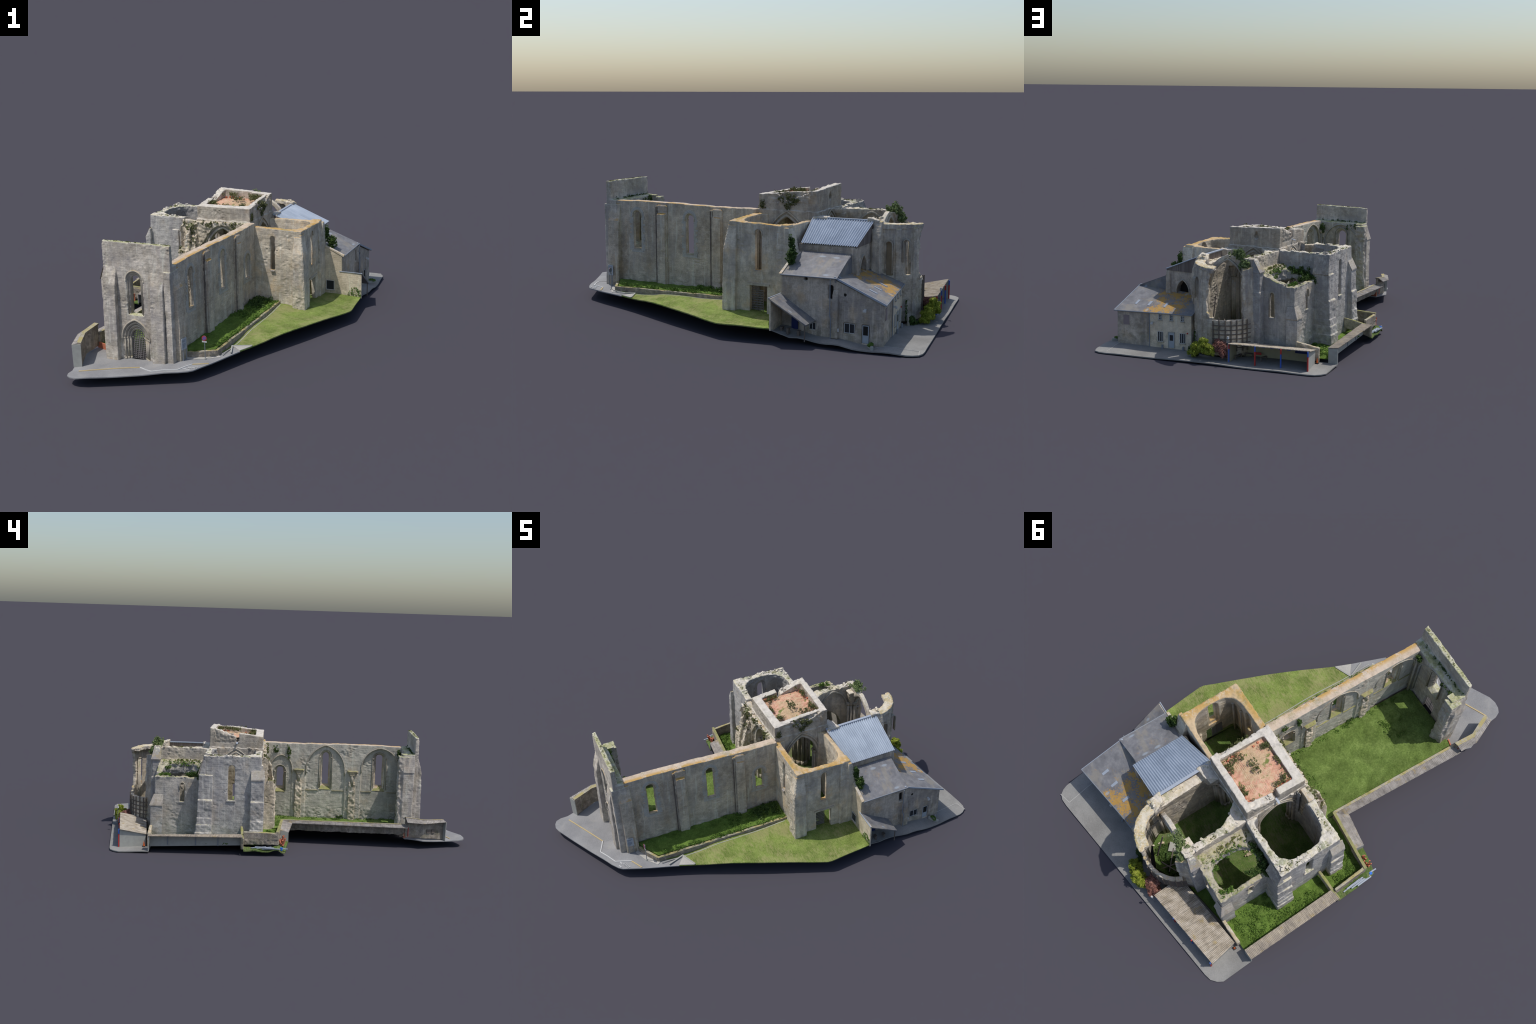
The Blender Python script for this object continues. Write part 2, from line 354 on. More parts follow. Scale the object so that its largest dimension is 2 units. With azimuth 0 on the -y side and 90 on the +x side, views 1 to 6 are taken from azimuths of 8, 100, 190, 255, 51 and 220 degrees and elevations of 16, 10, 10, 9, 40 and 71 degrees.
def grass(name, cols, streak=None, scale=22., dry=None):
    M = Mat(name, .95, 0, .1)
    v = M.map(M.obj, (1, 1, .2))
    f = M.math('ADD', M.math('MULTIPLY', M.noise(scale, 5, .65, v), .5), M.math('MULTIPLY', M.noise(scale*8, 3, .7, v), .5))
    c = M.ramp(f, [(.34, cols[0]), (.5, cols[1]), (.66, cols[2])])
    c = M.mix(.6, c, M.comb(*[M.grey(M.ss(M.noise(9, 4, .6, v), .35, .65), .72, 1.28)] * 3), 'MULTIPLY')
    if dry:
        c = M.mix(M.math('MULTIPLY', M.ss(M.math('ADD', M.math('MULTIPLY', M.noise(6, 4, .6, v), .5), M.math('MULTIPLY', M.noise(1, 4, .7, M.map(M.obj, (40, 160, 5), (0, 0, .5))), .5)), .46, .62), .6), c, dry)
    M.bump(M.noise(240, 3, .7), .9, .004)
    return M.color(c)
def asphalt(name, c0, c1, patch=(.30,.29,.27)):
    M = Mat(name, .9, 0, .2)
    c = M.ramp(M.math('ADD', M.math('MULTIPLY', M.noise(8, 5, .6), .6), M.math('MULTIPLY', M.noise(220, 2, .7), .4)), [(.38, c0), (.62, c1)])
    c = M.mix(M.math('MULTIPLY', M.ss(M.noise(13, 4, .6, M.map(M.obj, loc=(2,5,0))), .55, .7), .4), c, patch)
    return M.color(c)
def leaf_mat(name, a, b, c_hi, trans=.3):
    M = Mat(name, .7, 0, .25)
    c = M.ramp(M.math('ADD', M.math('MULTIPLY', M.noise(45, 3), .5), M.math('MULTIPLY', M.noise(230, 2), .5)), [(.36, a), (.5, b), (.64, c_hi)])
    M.color(c)
    t = M.t.nodes.new("ShaderNodeBsdfTranslucent"); M.put(t.inputs[0], c)
    x = M.t.nodes.new("ShaderNodeMixShader"); x.inputs[0].default_value = trans
    M.t.links.new(M.b.outputs[0], x.inputs[1]); M.t.links.new(t.outputs[0], x.inputs[2]); M.t.links.new(x.outputs[0], M.out.inputs[0])
    return M.m
def planks(name, c0, c1, axis='u', width=.006):
    M = Mat(name, .85, 0, .2)
    p = M.sep(M.obj); k = M.math('FLOOR', M.math('DIVIDE', M.math('ADD', p[0], p[1]), width))
    wn = M.t.nodes.new("ShaderNodeTexWhiteNoise"); wn.noise_dimensions = '1D'; M.put(wn.inputs["W"], k)
    c = M.mix(wn.outputs[0], c0, c1)
    c = M.mix(1., c, M.comb(*[M.grey(M.noise(1, 4, .6, M.map(M.obj, (160, 160, 14))), .6, 1.3)]*3), 'MULTIPLY')
    return M.color(c)

M_BLUE = roof_metal(); M_SLATE = slate(); M_SLATE_L = slate((.06, .33))
M_SHEDROOF = corrugated("weathered_cement_sheet", ((.26,.22,.165), (.40,.35,.28), (.52,.47,.40)), 'u', 150)
M_TILE = corrugated("grey_coping_tile", ((.20,.185,.17), (.30,.275,.25), (.40,.37,.34)), 'v', 160, .4)
M_LAWN = grass("mown_lawn", ((.115,.165,.035), (.185,.25,.06), (.27,.32,.10)), dry=(.37,.335,.165))
M_GRASS = grass("tall_meadow_grass", ((.085,.13,.03), (.135,.20,.05), (.20,.275,.08)), scale=16)
M_SHRUB = grass("garden_greenery", ((.06,.105,.018), (.115,.19,.036), (.19,.28,.065)), scale=34)
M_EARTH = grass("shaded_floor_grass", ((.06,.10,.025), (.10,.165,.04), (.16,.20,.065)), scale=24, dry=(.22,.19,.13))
M_ROAD = asphalt("road_asphalt", (.215,.215,.22), (.295,.295,.295))
M_YARD = asphalt("yard_asphalt", (.20,.195,.185), (.285,.28,.265))
M_LIGHTYARD = asphalt("pale_kerb_concrete", (.36,.35,.32), (.48,.46,.42))
M_WHITE = flat_mat("white_paint", (.52,.52,.51), .6); M_YELLOW = flat_mat("yellow_paint", (.46,.36,.19), .8)
M_GLASS = flat_mat("dark_pane", (.03,.033,.038), .25); M_DARK = flat_mat("dark_interior", (.02,.018,.016), .9)
M_IRON = flat_mat("iron_lattice", (.17,.155,.15), .7); M_PIPE = flat_mat("zinc_pipe", (.22,.24,.27), .5)
M_DOOR = flat_mat("pale_door", (.38,.41,.44), .6); M_SHUT = flat_mat("worn_shutter", (.26,.21,.21), .8)
M_WOOD = planks("weathered_planks", (.16,.13,.115), (.27,.235,.21)); M_BEAM = flat_mat("old_beam", (.15,.125,.105), .85, vary=.3)
M_RED = flat_mat("red_paint", (.45,.045,.04), .5); M_BLU = flat_mat("blue_paint", (.05,.12,.45), .5)
M_NAVY = flat_mat("navy_board", (.018,.03,.12), .6); M_BEIGE = flat_mat("beige_board", (.38,.34,.22), .85)
M_CONC = flat_mat("concrete_panel", (.36,.36,.33), .9, vary=.2); M_BRICKFILL = flat_mat("blocked_window_fill", (.30,.235,.155), .9, vary=.3)
M_ORANGE = flat_mat("safety_orange", (.65,.13,.03), .5); M_ZINCFLASH = flat_mat("zinc_flashing", (.33,.37,.43), .5)
M_CONE_BASE = flat_mat("black_rubber", (.03,.03,.03), .8); M_TARP = flat_mat("blue_bucket", (.03,.16,.60), .5)
M_IVY = leaf_mat("ivy_leaf", (.03,.07,.015), (.075,.135,.03), (.15,.22,.06))
M_YELLEAF = leaf_mat("golden_bush_leaf", (.11,.16,.015), (.30,.36,.04), (.52,.54,.10))
M_REDLEAF = leaf_mat("copper_bush_leaf", (.17,.075,.06), (.36,.17,.135), (.55,.32,.25))
M_WEED = leaf_mat("weed_leaf", (.07,.13,.022), (.135,.245,.04), (.24,.38,.085))
M_MOSSLEAF = leaf_mat("moss_tuft_leaf", (.10,.12,.03), (.19,.21,.06), (.33,.33,.13))
M_DRYWEED = leaf_mat("dry_weed_leaf", (.08,.095,.03), (.15,.17,.06), (.26,.26,.11))
M_LIGHTLEAF = leaf_mat("wall_bush_leaf", (.10,.15,.05), (.22,.29,.11), (.38,.45,.22))
def tower_tiles():
    M = Mat("red_vault_brick", .9, 0, .15)
    g = M.noise(9, 5, .65); f = M.noise(160, 3, .7)
    w = M.wave(38, M.map(M.obj, (.35, 1, 0)), 2.5, 3)
    c = M.ramp(M.math('ADD', M.math('MULTIPLY', w, .08), M.math('MULTIPLY', M.noise(60, 4), .92)), [(.3, (.40,.19,.125)), (.5, (.58,.31,.215)), (.72, (.68,.44,.33))])
    straw = M.ss(M.math('ADD', M.math('MULTIPLY', g, .65), M.math('MULTIPLY', f, .35)), .44, .56)
    c = M.mix(M.math('MULTIPLY', straw, .8), c, M.ramp(f, [(.3, (.34,.27,.14)), (.7, (.60,.46,.30))]))
    c = M.mix(M.ss(M.noise(22, 4, .6, M.map(M.obj, loc=(5,1,3))), .58, .66), c, (.17,.19,.06))
    M.bump(w, .25, .002)
    return M.color(c)
M_VAULT = tower_tiles()

# ------------------------------------------------------------------ leaves
def leaf_cloud(name, blobs, size, mat, parent=None, seed=0, core=None, flat=0.):
    """many small folded leaves over lumpy ellipsoids: blobs = (centre, radii, count)"""
    rg = np.random.default_rng(seed); V = []; F = []
    for c, r, n in blobs:
        d = rg.normal(size=(n, 3)); d /= np.linalg.norm(d, axis=1)[:, None]
        rad = 1 + .28 * vnoise(d*2.3 + rg.uniform(0, 50), seed) + .16 * vnoise(d*6 + 9, seed+1)
        P = np.array(c) + d * np.array(r) * (rad * rg.uniform(.82, 1.06, n))[:, None]
        for p, q in zip(P, d):
            a = q + rg.normal(size=3) * .7; a /= np.linalg.norm(a)            # leaf plane normal, mostly outwards
            t = rg.normal(size=3) + np.array((0, 0, -.3)); t -= a * (t @ a); t /= np.linalg.norm(t); s = np.cross(a, t)
            L = size * rg.uniform(.7, 1.4); o = len(V); th = a * L * .06
            for sg in (0, 1):
                V += [p - t*L*.5 - th*sg, p + s*L*.36 + a*L*.16 - th*sg, p + t*L*.55 - th*sg, p - s*L*.36 + a*L*.16 - th*sg]
            F += [(o, o+1, o+2), (o, o+2, o+3), (o+4, o+6, o+5), (o+4, o+7, o+6), (o, o+4, o+5, o+1), (o+1, o+5, o+6, o+2), (o+2, o+6, o+7, o+3), (o+3, o+7, o+4, o)]
        if core and min(r) > .007:
            b = bmesh.new(); bmesh.ops.create_icosphere(b, subdivisions=2, radius=1)
            o = len(V); q = np.array([v.co[:] for v in b.verts]); k = 1 + .25*vnoise(q*2.3 + 5, seed)
            V += list(np.array(c) + q * np.array(r) * (k * core)[:, None]); F += [tuple(v.index + o for v in f.verts) for f in b.faces]; b.free()
    m = bpy.data.meshes.new(name); m.from_pydata([(v[0], v[1], max(v[2], .003)) for v in V], [], F)
    return put(name, m, mat, parent, False, "stuff")

# ------------------------------------------------------------------ ground sheets
def height(ctrl):
    C = np.array(ctrl, float)
    def f(u, v):
        d = (C[:, 0]-u)**2 + (C[:, 1]-v)**2 + 1e-5; w = d**-1.5
        return float((w*C[:, 2]).sum()/w.sum())
    return f

def sheet(name, poly, zf, mat, res=.012, thick=.005, relief=0., rscale=40, parent=None, seed=3, edge_keep=.02):
    """patch of ground: outline in plan, height from control points, lumpy relief, a little thickness"""
    pts = []
    for (a, b) in zip(poly, poly[1:] + poly[:1]):
        n = max(1, int(math.dist(a, b)/res))
        pts += [(a[0]+(b[0]-a[0])*i/n, a[1]+(b[1]-a[1])*i/n) for i in range(n)]
    nb = len(pts); us = [p[0] for p in poly]; vs = [p[1] for p in poly]
    rg = random.Random(seed); inner = []
    P = [Vector(p) for p in poly]
    def inside(x, y):
        k = False; j = len(poly)-1
        for i in range(len(poly)):
            (xi, yi), (xj, yj) = poly[i], poly[j]
            if (yi > y) != (yj > y) and x < (xj-xi)*(y-yi)/(yj-yi)+xi: k = not k
            j = i
        return k
    B = np.array(pts)
    x = min(us)
    while x < max(us):
        y = min(vs)
        while y < max(vs):
            q = (x+rg.uniform(-.2, .2)*res, y+rg.uniform(-.2, .2)*res)
            if inside(*q) and np.min((B[:, 0]-q[0])**2+(B[:, 1]-q[1])**2) > (res*.45)**2: inner.append(q)
            y += res
        x += res
    co, _, fs, *_ = geometry.delaunay_2d_cdt([Vector(p) for p in pts+inner], [(i, (i+1) % nb) for i in range(nb)], [], 1, 1e-6)
    n = len(co); U = np.array([c[:] for c in co])
    Z = np.array([zf(c[0], c[1]) for c in co])
    if relief:
        Q = np.column_stack([U, np.zeros(n)])
        dist = np.sqrt(np.min((U[:, None, :1]-B[None, ::3, 0:1].reshape(1, -1, 1))[..., 0]**2 + (U[:, None, 1]-B[None, ::3, 1])**2, axis=1))
        Z = Z + relief*np.clip(dist/edge_keep, 0, 1)*(fbm(Q, rscale, 3, seed)+.6*np.abs(fbm(Q, rscale*.4, 2, seed+1)))
    V = [(a, b, z) for (a, b), z in zip(U, Z)] + [(a, b, z-thick) for (a, b), z in zip(U, Z)]
    F = [tuple(f) for f in fs] + [tuple(i+n for i in f[::-1]) for f in fs]
    cnt = {}
    for f in fs:
        for i in range(len(f)):
            e = (f[i], f[(i+1) % len(f)]); cnt[e] = 1
    F += [(b, a, a+n, b+n) for (a, b) in cnt if (b, a) not in cnt]
    m = bpy.data.meshes.new(name); m.from_pydata(V, [], F)
    o = put(name, m, mat, parent)
    if relief: smooth_by_angle(o, 60)
    return o

# ================================================================== 1. GROUND
Z_ROAD = height([(-.35,-1.13,.042), (-.28,-1.12,.048), (-.39,-1.04,.038), (.13,-.905,.056), (-.107,-.931,.047), (.113,-.836,.057), (.0,-.85,.06), (-.2,-.86,.045), (-.37,-.99,.041), (-.40,-.80,.05), (.25,-.6,.062), (.06,-.83,.066)])
Z_LAWN = height([(.186,-.76,.062), (.25,-.6,.064), (.558,.093,.067), (.534,.343,.065), (.342,0,.074), (.2,.03,.09), (.19,-.3,.082), (.18,-.71,.07), (.33,.34,.069)])
Z_YARD = height([(.534,.343,.062), (.52,.36,.05), (.505,.42,.03), (.505,.56,.02), (.442,.598,.029), (.43,.36,.06), (.502,.77,.010), (.422,.819,.015), (.47,.985,.0055), (.42,.995,.0055), (-.7,.84,.0055), (-.76,.78,.0055), (-.757,.62,.010), (-.4,.9,.006), (.01,.757,.010), (-.26,.7,.014), (-.5,.7,.012), (.2,.95,.006)])
road_poly = [(-.405,-1.016), (-.392,-1.05), (-.388,-1.09), (-.375,-1.117), (-.352,-1.130), (-.322,-1.1345), (-.285,-1.126), (.09,-.938), (.128,-.912), (.145,-.893), (.19,-.79), (.252,-.622), (.195,-.577), (.178,-.700), (.15,-.72), (.06,-.775), (.05,-.80), (-.02,-.84), (-.30,-.84), (-.36,-.78), (-.42,-.78), (-.455,-.88)]
road = sheet("road", road_poly, Z_ROAD, M_ROAD, .03)
lawn_poly = [(.252,-.622), (.285,-.54), (.42,-.24), (.555,.085), (.558,.11), (.534,.343), (.42,.343), (.31,.36), (.28,.06), (.05,.06), (.05,.02), (.183,.022), (.19,-.2), (.178,-.700), (.195,-.577)]
lawn = sheet("lawn", lawn_poly, Z_LAWN, M_LAWN, .012, .005, .0015, 60)
yard_poly = [(.534,.343), (.516,.362), (.503,.42), (.495,.53), (.506,.59), (.508,.68), (.500,.80), (.482,.938), (.472,.963), (.455,.983), (.428,.992), (.39,.990), (-.69,.839), (-.725,.830), (-.75,.808), (-.765,.782), (-.757,.62), (-.50,.625), (-.34,.64), (-.32,.72), (-.19,.80), (-.05,.78), (.01,.75), (.40,.80), (.41,.60), (.41,.345)]
yard = sheet("school_yard", yard_poly, Z_YARD, M_YARD, .03, .0055)
M_YARDLINE = flat_mat("worn_white_line", (.40,.39,.37), .8)

def strip(name, pts, w, zf, mat, parent, lift=.0012, thick=.002):
    g = Geo()
    for (a, b) in zip(pts, pts[1:]):
        n = max(1, int(math.dist(a, b)/.04)); d = Vector((b[0]-a[0], b[1]-a[1])).normalized(); s = Vector((-d.y, d.x))*w/2
        for i in range(n):
            p = Vector(a).lerp(Vector(b), i/n); q = Vector(a).lerp(Vector(b), (i+1)/n) + d*w*.3
            zp, zq = zf(*p), zf(*q)
            g.hexa([(p.x-s.x, p.y-s.y, zp-thick), (q.x-s.x, q.y-s.y, zq-thick), (q.x+s.x, q.y+s.y, zq-thick), (p.x+s.x, p.y+s.y, zp-thick)],
                   [(p.x-s.x, p.y-s.y, zp+lift), (q.x-s.x, q.y-s.y, zq+lift), (q.x+s.x, q.y+s.y, zq+lift), (p.x+s.x, p.y+s.y, zp+lift)])
    return part(name, g, mat, parent)
strip("kerb_line", [(-.356,-1.052), (-.107,-.931)], .006, Z_ROAD, M_YELLOW, road, .003)
strip("kerb_line", [(-.107,-.931), (-.028,-.965), (.079,-.915), (.110,-.837)], .005, Z_ROAD, M_WHITE, road, .003)
strip("kerb_line", [(.112,-.836), (.176,-.803)], .006, Z_ROAD, M_YELLOW, road, .003)
strip("pavement_edge", [(.06,-.79), (.135,-.755), (.185,-.715)], .022, Z_ROAD, M_LIGHTYARD, road, .0025)
drive = sheet("driveway", [(.195,-.579), (.250,-.622), (.281,-.548)], lambda u, v: Z_LAWN(u, v)+.003, M_LIGHTYARD, .03, .007)
strip("driveway_edge", [(.226,-.668), (.192,-.581), (.278,-.545)], .007, lambda u, v: Z_LAWN(u, v)+.003, M_CONC, drive, .002)
strip("lawn_edge", [(.197,-.70), (.205,-.3), (.20,.0)], .004, Z_LAWN, M_CONC, lawn, .001)
strip("yard_line", [(.397,.969), (.421,.822), (.46,.79)], .003, Z_YARD, M_YARDLINE, yard)
strip("yard_line", [(.397,.969), (.457,.985)], .003, Z_YARD, M_YARDLINE, yard)
g = Geo(); g.box(-.10,-.03,.877,.899,.004,.0082); g.box(-.075,-.045,.91,.915,.004,.0082); part("yard_patch", g, M_LIGHTYARD, yard)
# road lettering near the kerb
cu = bpy.data.curves.new("road_lettering", 'FONT'); cu.body = "ARRET"; cu.size = .022; cu.extrude = .0008; cu.align_x = 'CENTER'; cu.align_y = 'CENTER'
to = bpy.data.objects.new("tmp_text", cu); coll.objects.link(to)
tm = bpy.data.meshes.new_from_object(to.evaluated_get(bpy.context.evaluated_depsgraph_get())); bpy.data.objects.remove(to)
ang = math.atan2(.107, .24)
for v in tm.vertices:
    x, y, z = v.co; x *= .75; v.co = (.133+x*math.cos(ang)-y*math.sin(ang), -.872+x*math.sin(ang)+y*math.cos(ang), .0588+z)
put("road_lettering", tm, M_WHITE, road)
g = Geo()
for (a, b) in (((.09,-.893), (.108,-.888)), ((.113,-.905), (.13,-.898))): g.bar((*a, .0565), (*b, .0575), .004, .003)
part("road_mark", g, M_WHITE, road)

# planted strip along the nave, with its low stone edging
Z_BED = height([(.04,-.77,.098), (.16,-.71,.090), (.175,-.4,.095), (.18,.0,.098), (.06,-.5,.098), (.065,-.2,.102), (.08,.0,.110), (.13,.0,.104)])
bed = sheet("planted_bed", [(.035,-.776), (.162,-.702), (.176,-.19), (.178,.03), (.03,.03), (.02,-.4)], Z_BED, M_SHRUB, .009, .03, .007, 38)
edging = Geo()
path = [(.05,-.779,.0905), (.174,-.708,.0905), (.186,-.19,.1), (.186,.022,.104)]
for a, b in zip(path, path[1:]): edging.bar((a[0], a[1], a[2]-.02), (b[0], b[1], b[2]-.02), .014, .04)
stone("bed_edging", [edging], [], M_GARDEN, None, .003, .0012, .0008, seed=31)

# floors inside the ruin
Z_NAVE = height([(.0,-.1,.060), (-.01,-.45,.057), (-.03,-.787,.068), (-.26,-.79,.075), (-.41,-.77,.0735), (-.400,-.6,.0735), (-.39,-.4,.0735), (-.384,-.25,.0735), (-.38,-.1,.0735), (-.2,-.2,.052), (-.2,-.4,.052), (-.2,-.6,.057), (-.32,-.3,.058), (-.32,-.6,.060), (-.15,.03,.055)])
nave_grass = sheet("nave_grass", [(-.02,-.80), (.03,.04), (-.36,.04), (-.379,-.05), (-.412,-.785), (-.30,-.80)], Z_NAVE, M_GRASS, .009, .003, .006, 42)
Z_IN = height([(-.13,.18,.052), (.16,.18,.062), (-.42,.19,.050), (-.14,.5,.050), (-.14,.72,.060), (-.42,.48,.050)])
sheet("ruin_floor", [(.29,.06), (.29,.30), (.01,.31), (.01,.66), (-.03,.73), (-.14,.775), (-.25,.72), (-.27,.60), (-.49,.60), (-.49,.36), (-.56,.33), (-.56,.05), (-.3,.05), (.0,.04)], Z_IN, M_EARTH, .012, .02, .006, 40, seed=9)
# west garden
Z_GARDEN = height([(-.55,.6,.030), (-.71,.62,.030), (-.703,.5,.036), (-.70,.4,.040), (-.695,.3,.044), (-.69,.2,.048), (-.69,.13,.05), (-.62,.55,.020), (-.6,.45,.026), (-.65,.45,.027), (-.65,.3,.032), (-.62,.2,.036), (-.6,.0,.052), (-.66,-.05,.056), (-.45,-.05,.060), (-.39,-.05,.064), (-.55,.25,.040)])
garden = sheet("west_garden", [(-.50,.63), (-.707,.624), (-.692,.13), (-.695,.10), (-.682,-.066), (-.385,-.09), (-.36,.05), (-.56,.06), (-.56,.36), (-.5,.37)], Z_GARDEN, M_SHRUB, .009, .003, .009, 34, seed=12)
sheet("lane_behind_shelter", [(-.34,.62), (-.52,.60), (-.57,.634), (-.30,.684), (-.285,.66)], lambda u, v: .035, M_SHRUB, .012, .03, .008, 36, seed=14)

# ================================================================== 2. FACADE (south front)
FC = -.158
def topworn(zt, w=.018, k=1.):
    return lambda P, N: k*np.clip((P[:, 2]-(zt-w))/w, 0, 1)*(N[:, 2] > .2)*.55
facade_cuts = [
    Geo().prism(pointed(FC, .043, .43, .474, .266), 'v', -.90, -.848),
    Geo().prism(pointed(FC, .033, .43, .463, .268), 'v', -.90, -.841),
    Geo().prism(pointed(FC-.002, .025, .425, .452, .270), 'v', -.90, -.70),
    Geo().prism(pointed(FC-.002, .026, .425, .453, .270), 'v', -.826, -.785, pointed(FC-.002, .047, .43, .476, .235)),
    Geo().prism(pointed(-.165, .125, .36, .500, .02), 'v', -.805, -.70)]
for i, dv in enumerate((-.8475, -.8395, -.8315, -.70)):
    facade_cuts.append(Geo().prism(pointed(-.1645, .068-.0105*i, .150, .238-.0160*i, .0), 'v', -.95, dv))
facade = stone("facade", [Geo().hexa([(-.322,-.853,.02), (.031,-.857,.02), (.030,-.797,.02), (-.322,-.797,.02)], [(-.323,-.853,.512), (.032,-.857,.512), (.030,-.797,.512), (-.323,-.797,.512)]),
                          Geo().hexa([(-.322,-.853,.50), (.032,-.857,.50), (.030,-.830,.50), (-.324,-.831,.50)], [(-.322,-.851,.607), (.032,-.857,.611), (.028,-.831,.609), (-.324,-.831,.607)]),
                          Geo().box(-.285, .0, -.81, -.790, .40, .507)], facade_cuts, M_FACADE, None, .0034, .001, crumble=topworn(.607, .01, .6), seed=2)
for (u0, u1) in ((-.314, -.250), (-.069, -.002)):
    lean = .004
    stone("buttress", [Geo().prism([(-.845,.025), (-.884,.025), (-.880,.20), (-.876,.405), (-.852,.496), (-.845,.496)], 'u', u0, u1)], [], M_FACADE, facade,
          .0034, .0012, crumble=lambda P, N: np.clip(fbm(P, 18, 2, 77)+.15, 0, 1)*(np.abs(P[:, 2]-.40) < .09)*.8, seed=int(u0*1000) % 97)
stone("corner_pilaster", [Geo().box(.0, .034, -.868, -.79, .03, .49)], [], M_FACADE, facade, .0036, .001, seed=8)
mould = Geo()
arch_band(mould, -.1645, .0695, .150, .240, .145, 'v', -.860, -.848, .0065)
part("portal_hood", mould, M_TRIM, facade, True)
rolls = Geo()
for i in range(3):
    rolls.tube([(x, -.8510+.008*i, z) for x, z in pointed(-.1645, .0620-.0105*i, .150, .2305-.0160*i, .150, 9)[1:-1]], .0036, 8)
part("portal_roll", rolls, M_TRIM, facade, True)
rolls = Geo()
for a, d, ap in ((.0375, -.849, .4685), (.0285, -.842, .457)):
    rolls.tube([(x, d, z) for x, z in pointed(FC-.001, a, .43, ap, .268, 9)], .003, 8)
part("window_roll", rolls, M_TRIM, facade, True)
mould = Geo(); arch_band(mould, FC, .0435, .43, .475, .43, 'v', -.858, -.848, .006); part("window_hood", mould, M_TRIM, facade, True)
col = Geo()
for sgn in (-1, 1):
    for i in range(3):
        col.cyl((-.1645+sgn*(.0620-.0105*i), -.8510+.008*i), .0038, .05, .150, 10)
        col.cyl((-.1645+sgn*(.0620-.0105*i), -.8510+.008*i), .0050, .042, .056, 10)
part("portal_colonnette", col, M_TRIM, facade, True)
cap = Geo()
for sgn in (-1, 1):
    for i in range(4):
        x = -.1645+sgn*(.0635-.0102*i); cap.box(x-.0058, x+.0058, -.856+.008*i, -.845+.008*i, .1475, .1535)
part("portal_impost", cap, M_TRIM, facade)
arch_in = Geo(); arch_band(arch_in, -.165, .119, .36, .494, .10, 'v', -.805, -.790, .007); part("wall_arch_rib", arch_in, M_WEST, facade, True)
fr = Geo()
for (a, k) in ((.041, -.801), (.036, -.808)):
    arch_band(fr, FC-.002, a, .43, .43+a*1.05, .27, 'v', k-.003, k+.005, .004)
part("window_moulding", fr, M_TRIM, facade, True)

def lattice(name, axis, k, s0, s1, z0, z1, ns, nz, parent, apex=None, w=.0032, half=None):
    """riveted strap gate"""
    g = Geo(); c = (s0+s1)/2; a = (s1-s0)/2
    def top(s):
        if apex is None: return z1
        x = abs(s-c)/a; return z1 + (apex-z1)*math.sqrt(max(0, 1-x**1.7))
    P = (lambda s, t, z: (k+t, s, z)) if axis == 'u' else (lambda s, t, z: (s, k+t, z))
    for i in range(ns+1):
        s = s0+(s1-s0)*i/ns; g.bar(P(s, 0, z0), P(s, 0, top(s)), w*(1.8 if i*2 == ns else 1), .002)
    zt = apex or z1
    for j in range(nz+1):
        z = z0+(zt-z0)*j/nz
        lo = s0
        while lo < c and top(lo) < z: lo += .001
        if c-lo > .004: g.bar(P(lo, .0015, z), P(2*c-lo, .0015, z), .002, w)
    return part(name, g, M_IRON, parent)
lattice("portal_gate", 'v', -.8285, -.2005, -.1285, .046, .150, 8, 15, facade, .189)

# broken stub of the lost west wall against the facade
stub = stone("west_wall_stub", [Geo().box(-.353, -.300, -.829, -.765, .04, .42), Geo().prism([(-.353,.415), (-.30,.415), (-.30,.499), (-.326,.499)], 'v', -.829, -.769),
                                Geo().box(-.345, -.285, -.80, -.742, .05, .50), Geo().hexa([(-.342,-.80,.05), (-.27,-.80,.05), (-.29,-.73,.05), (-.36,-.75,.05)], [(-.33,-.80,.2), (-.29,-.80,.2), (-.30,-.745,.2), (-.345,-.75,.2)])],
             [], M_FACADE, facade, .0034, .001, crumble=lambda P, N: np.clip((P[:, 1]+.775)/.02, 0, 1)*1.1*(P[:, 0] > -.35), seed=11)
part("stub_cap_slab", Geo().hexa([(-.357,-.830,.413), (-.330,-.830,.495), (-.330,-.768,.495), (-.357,-.768,.413)], [(-.355,-.831,.419), (-.326,-.831,.503), (-.326,-.767,.503), (-.355,-.767,.419)]), M_CAP, facade)
stone("capital", [Geo().hexa([(-.325,-.825,.482), (-.290,-.825,.482), (-.292,-.775,.482), (-.322,-.775,.482)], [(-.327,-.831,.511), (-.279,-.831,.511), (-.277,-.757,.511), (-.318,-.760,.511)])], [], M_FACADE, facade, .003, .002, crumble=lambda P, N: np.full(len(P), .35), seed=13)
g = Geo().cyl((-.029, -.782), .006, .08, .43, 10); g.cyl((-.029,-.782), .006, .43, .45, 10, .013); part("corner_shaft", g, M_TRIM, facade, True)

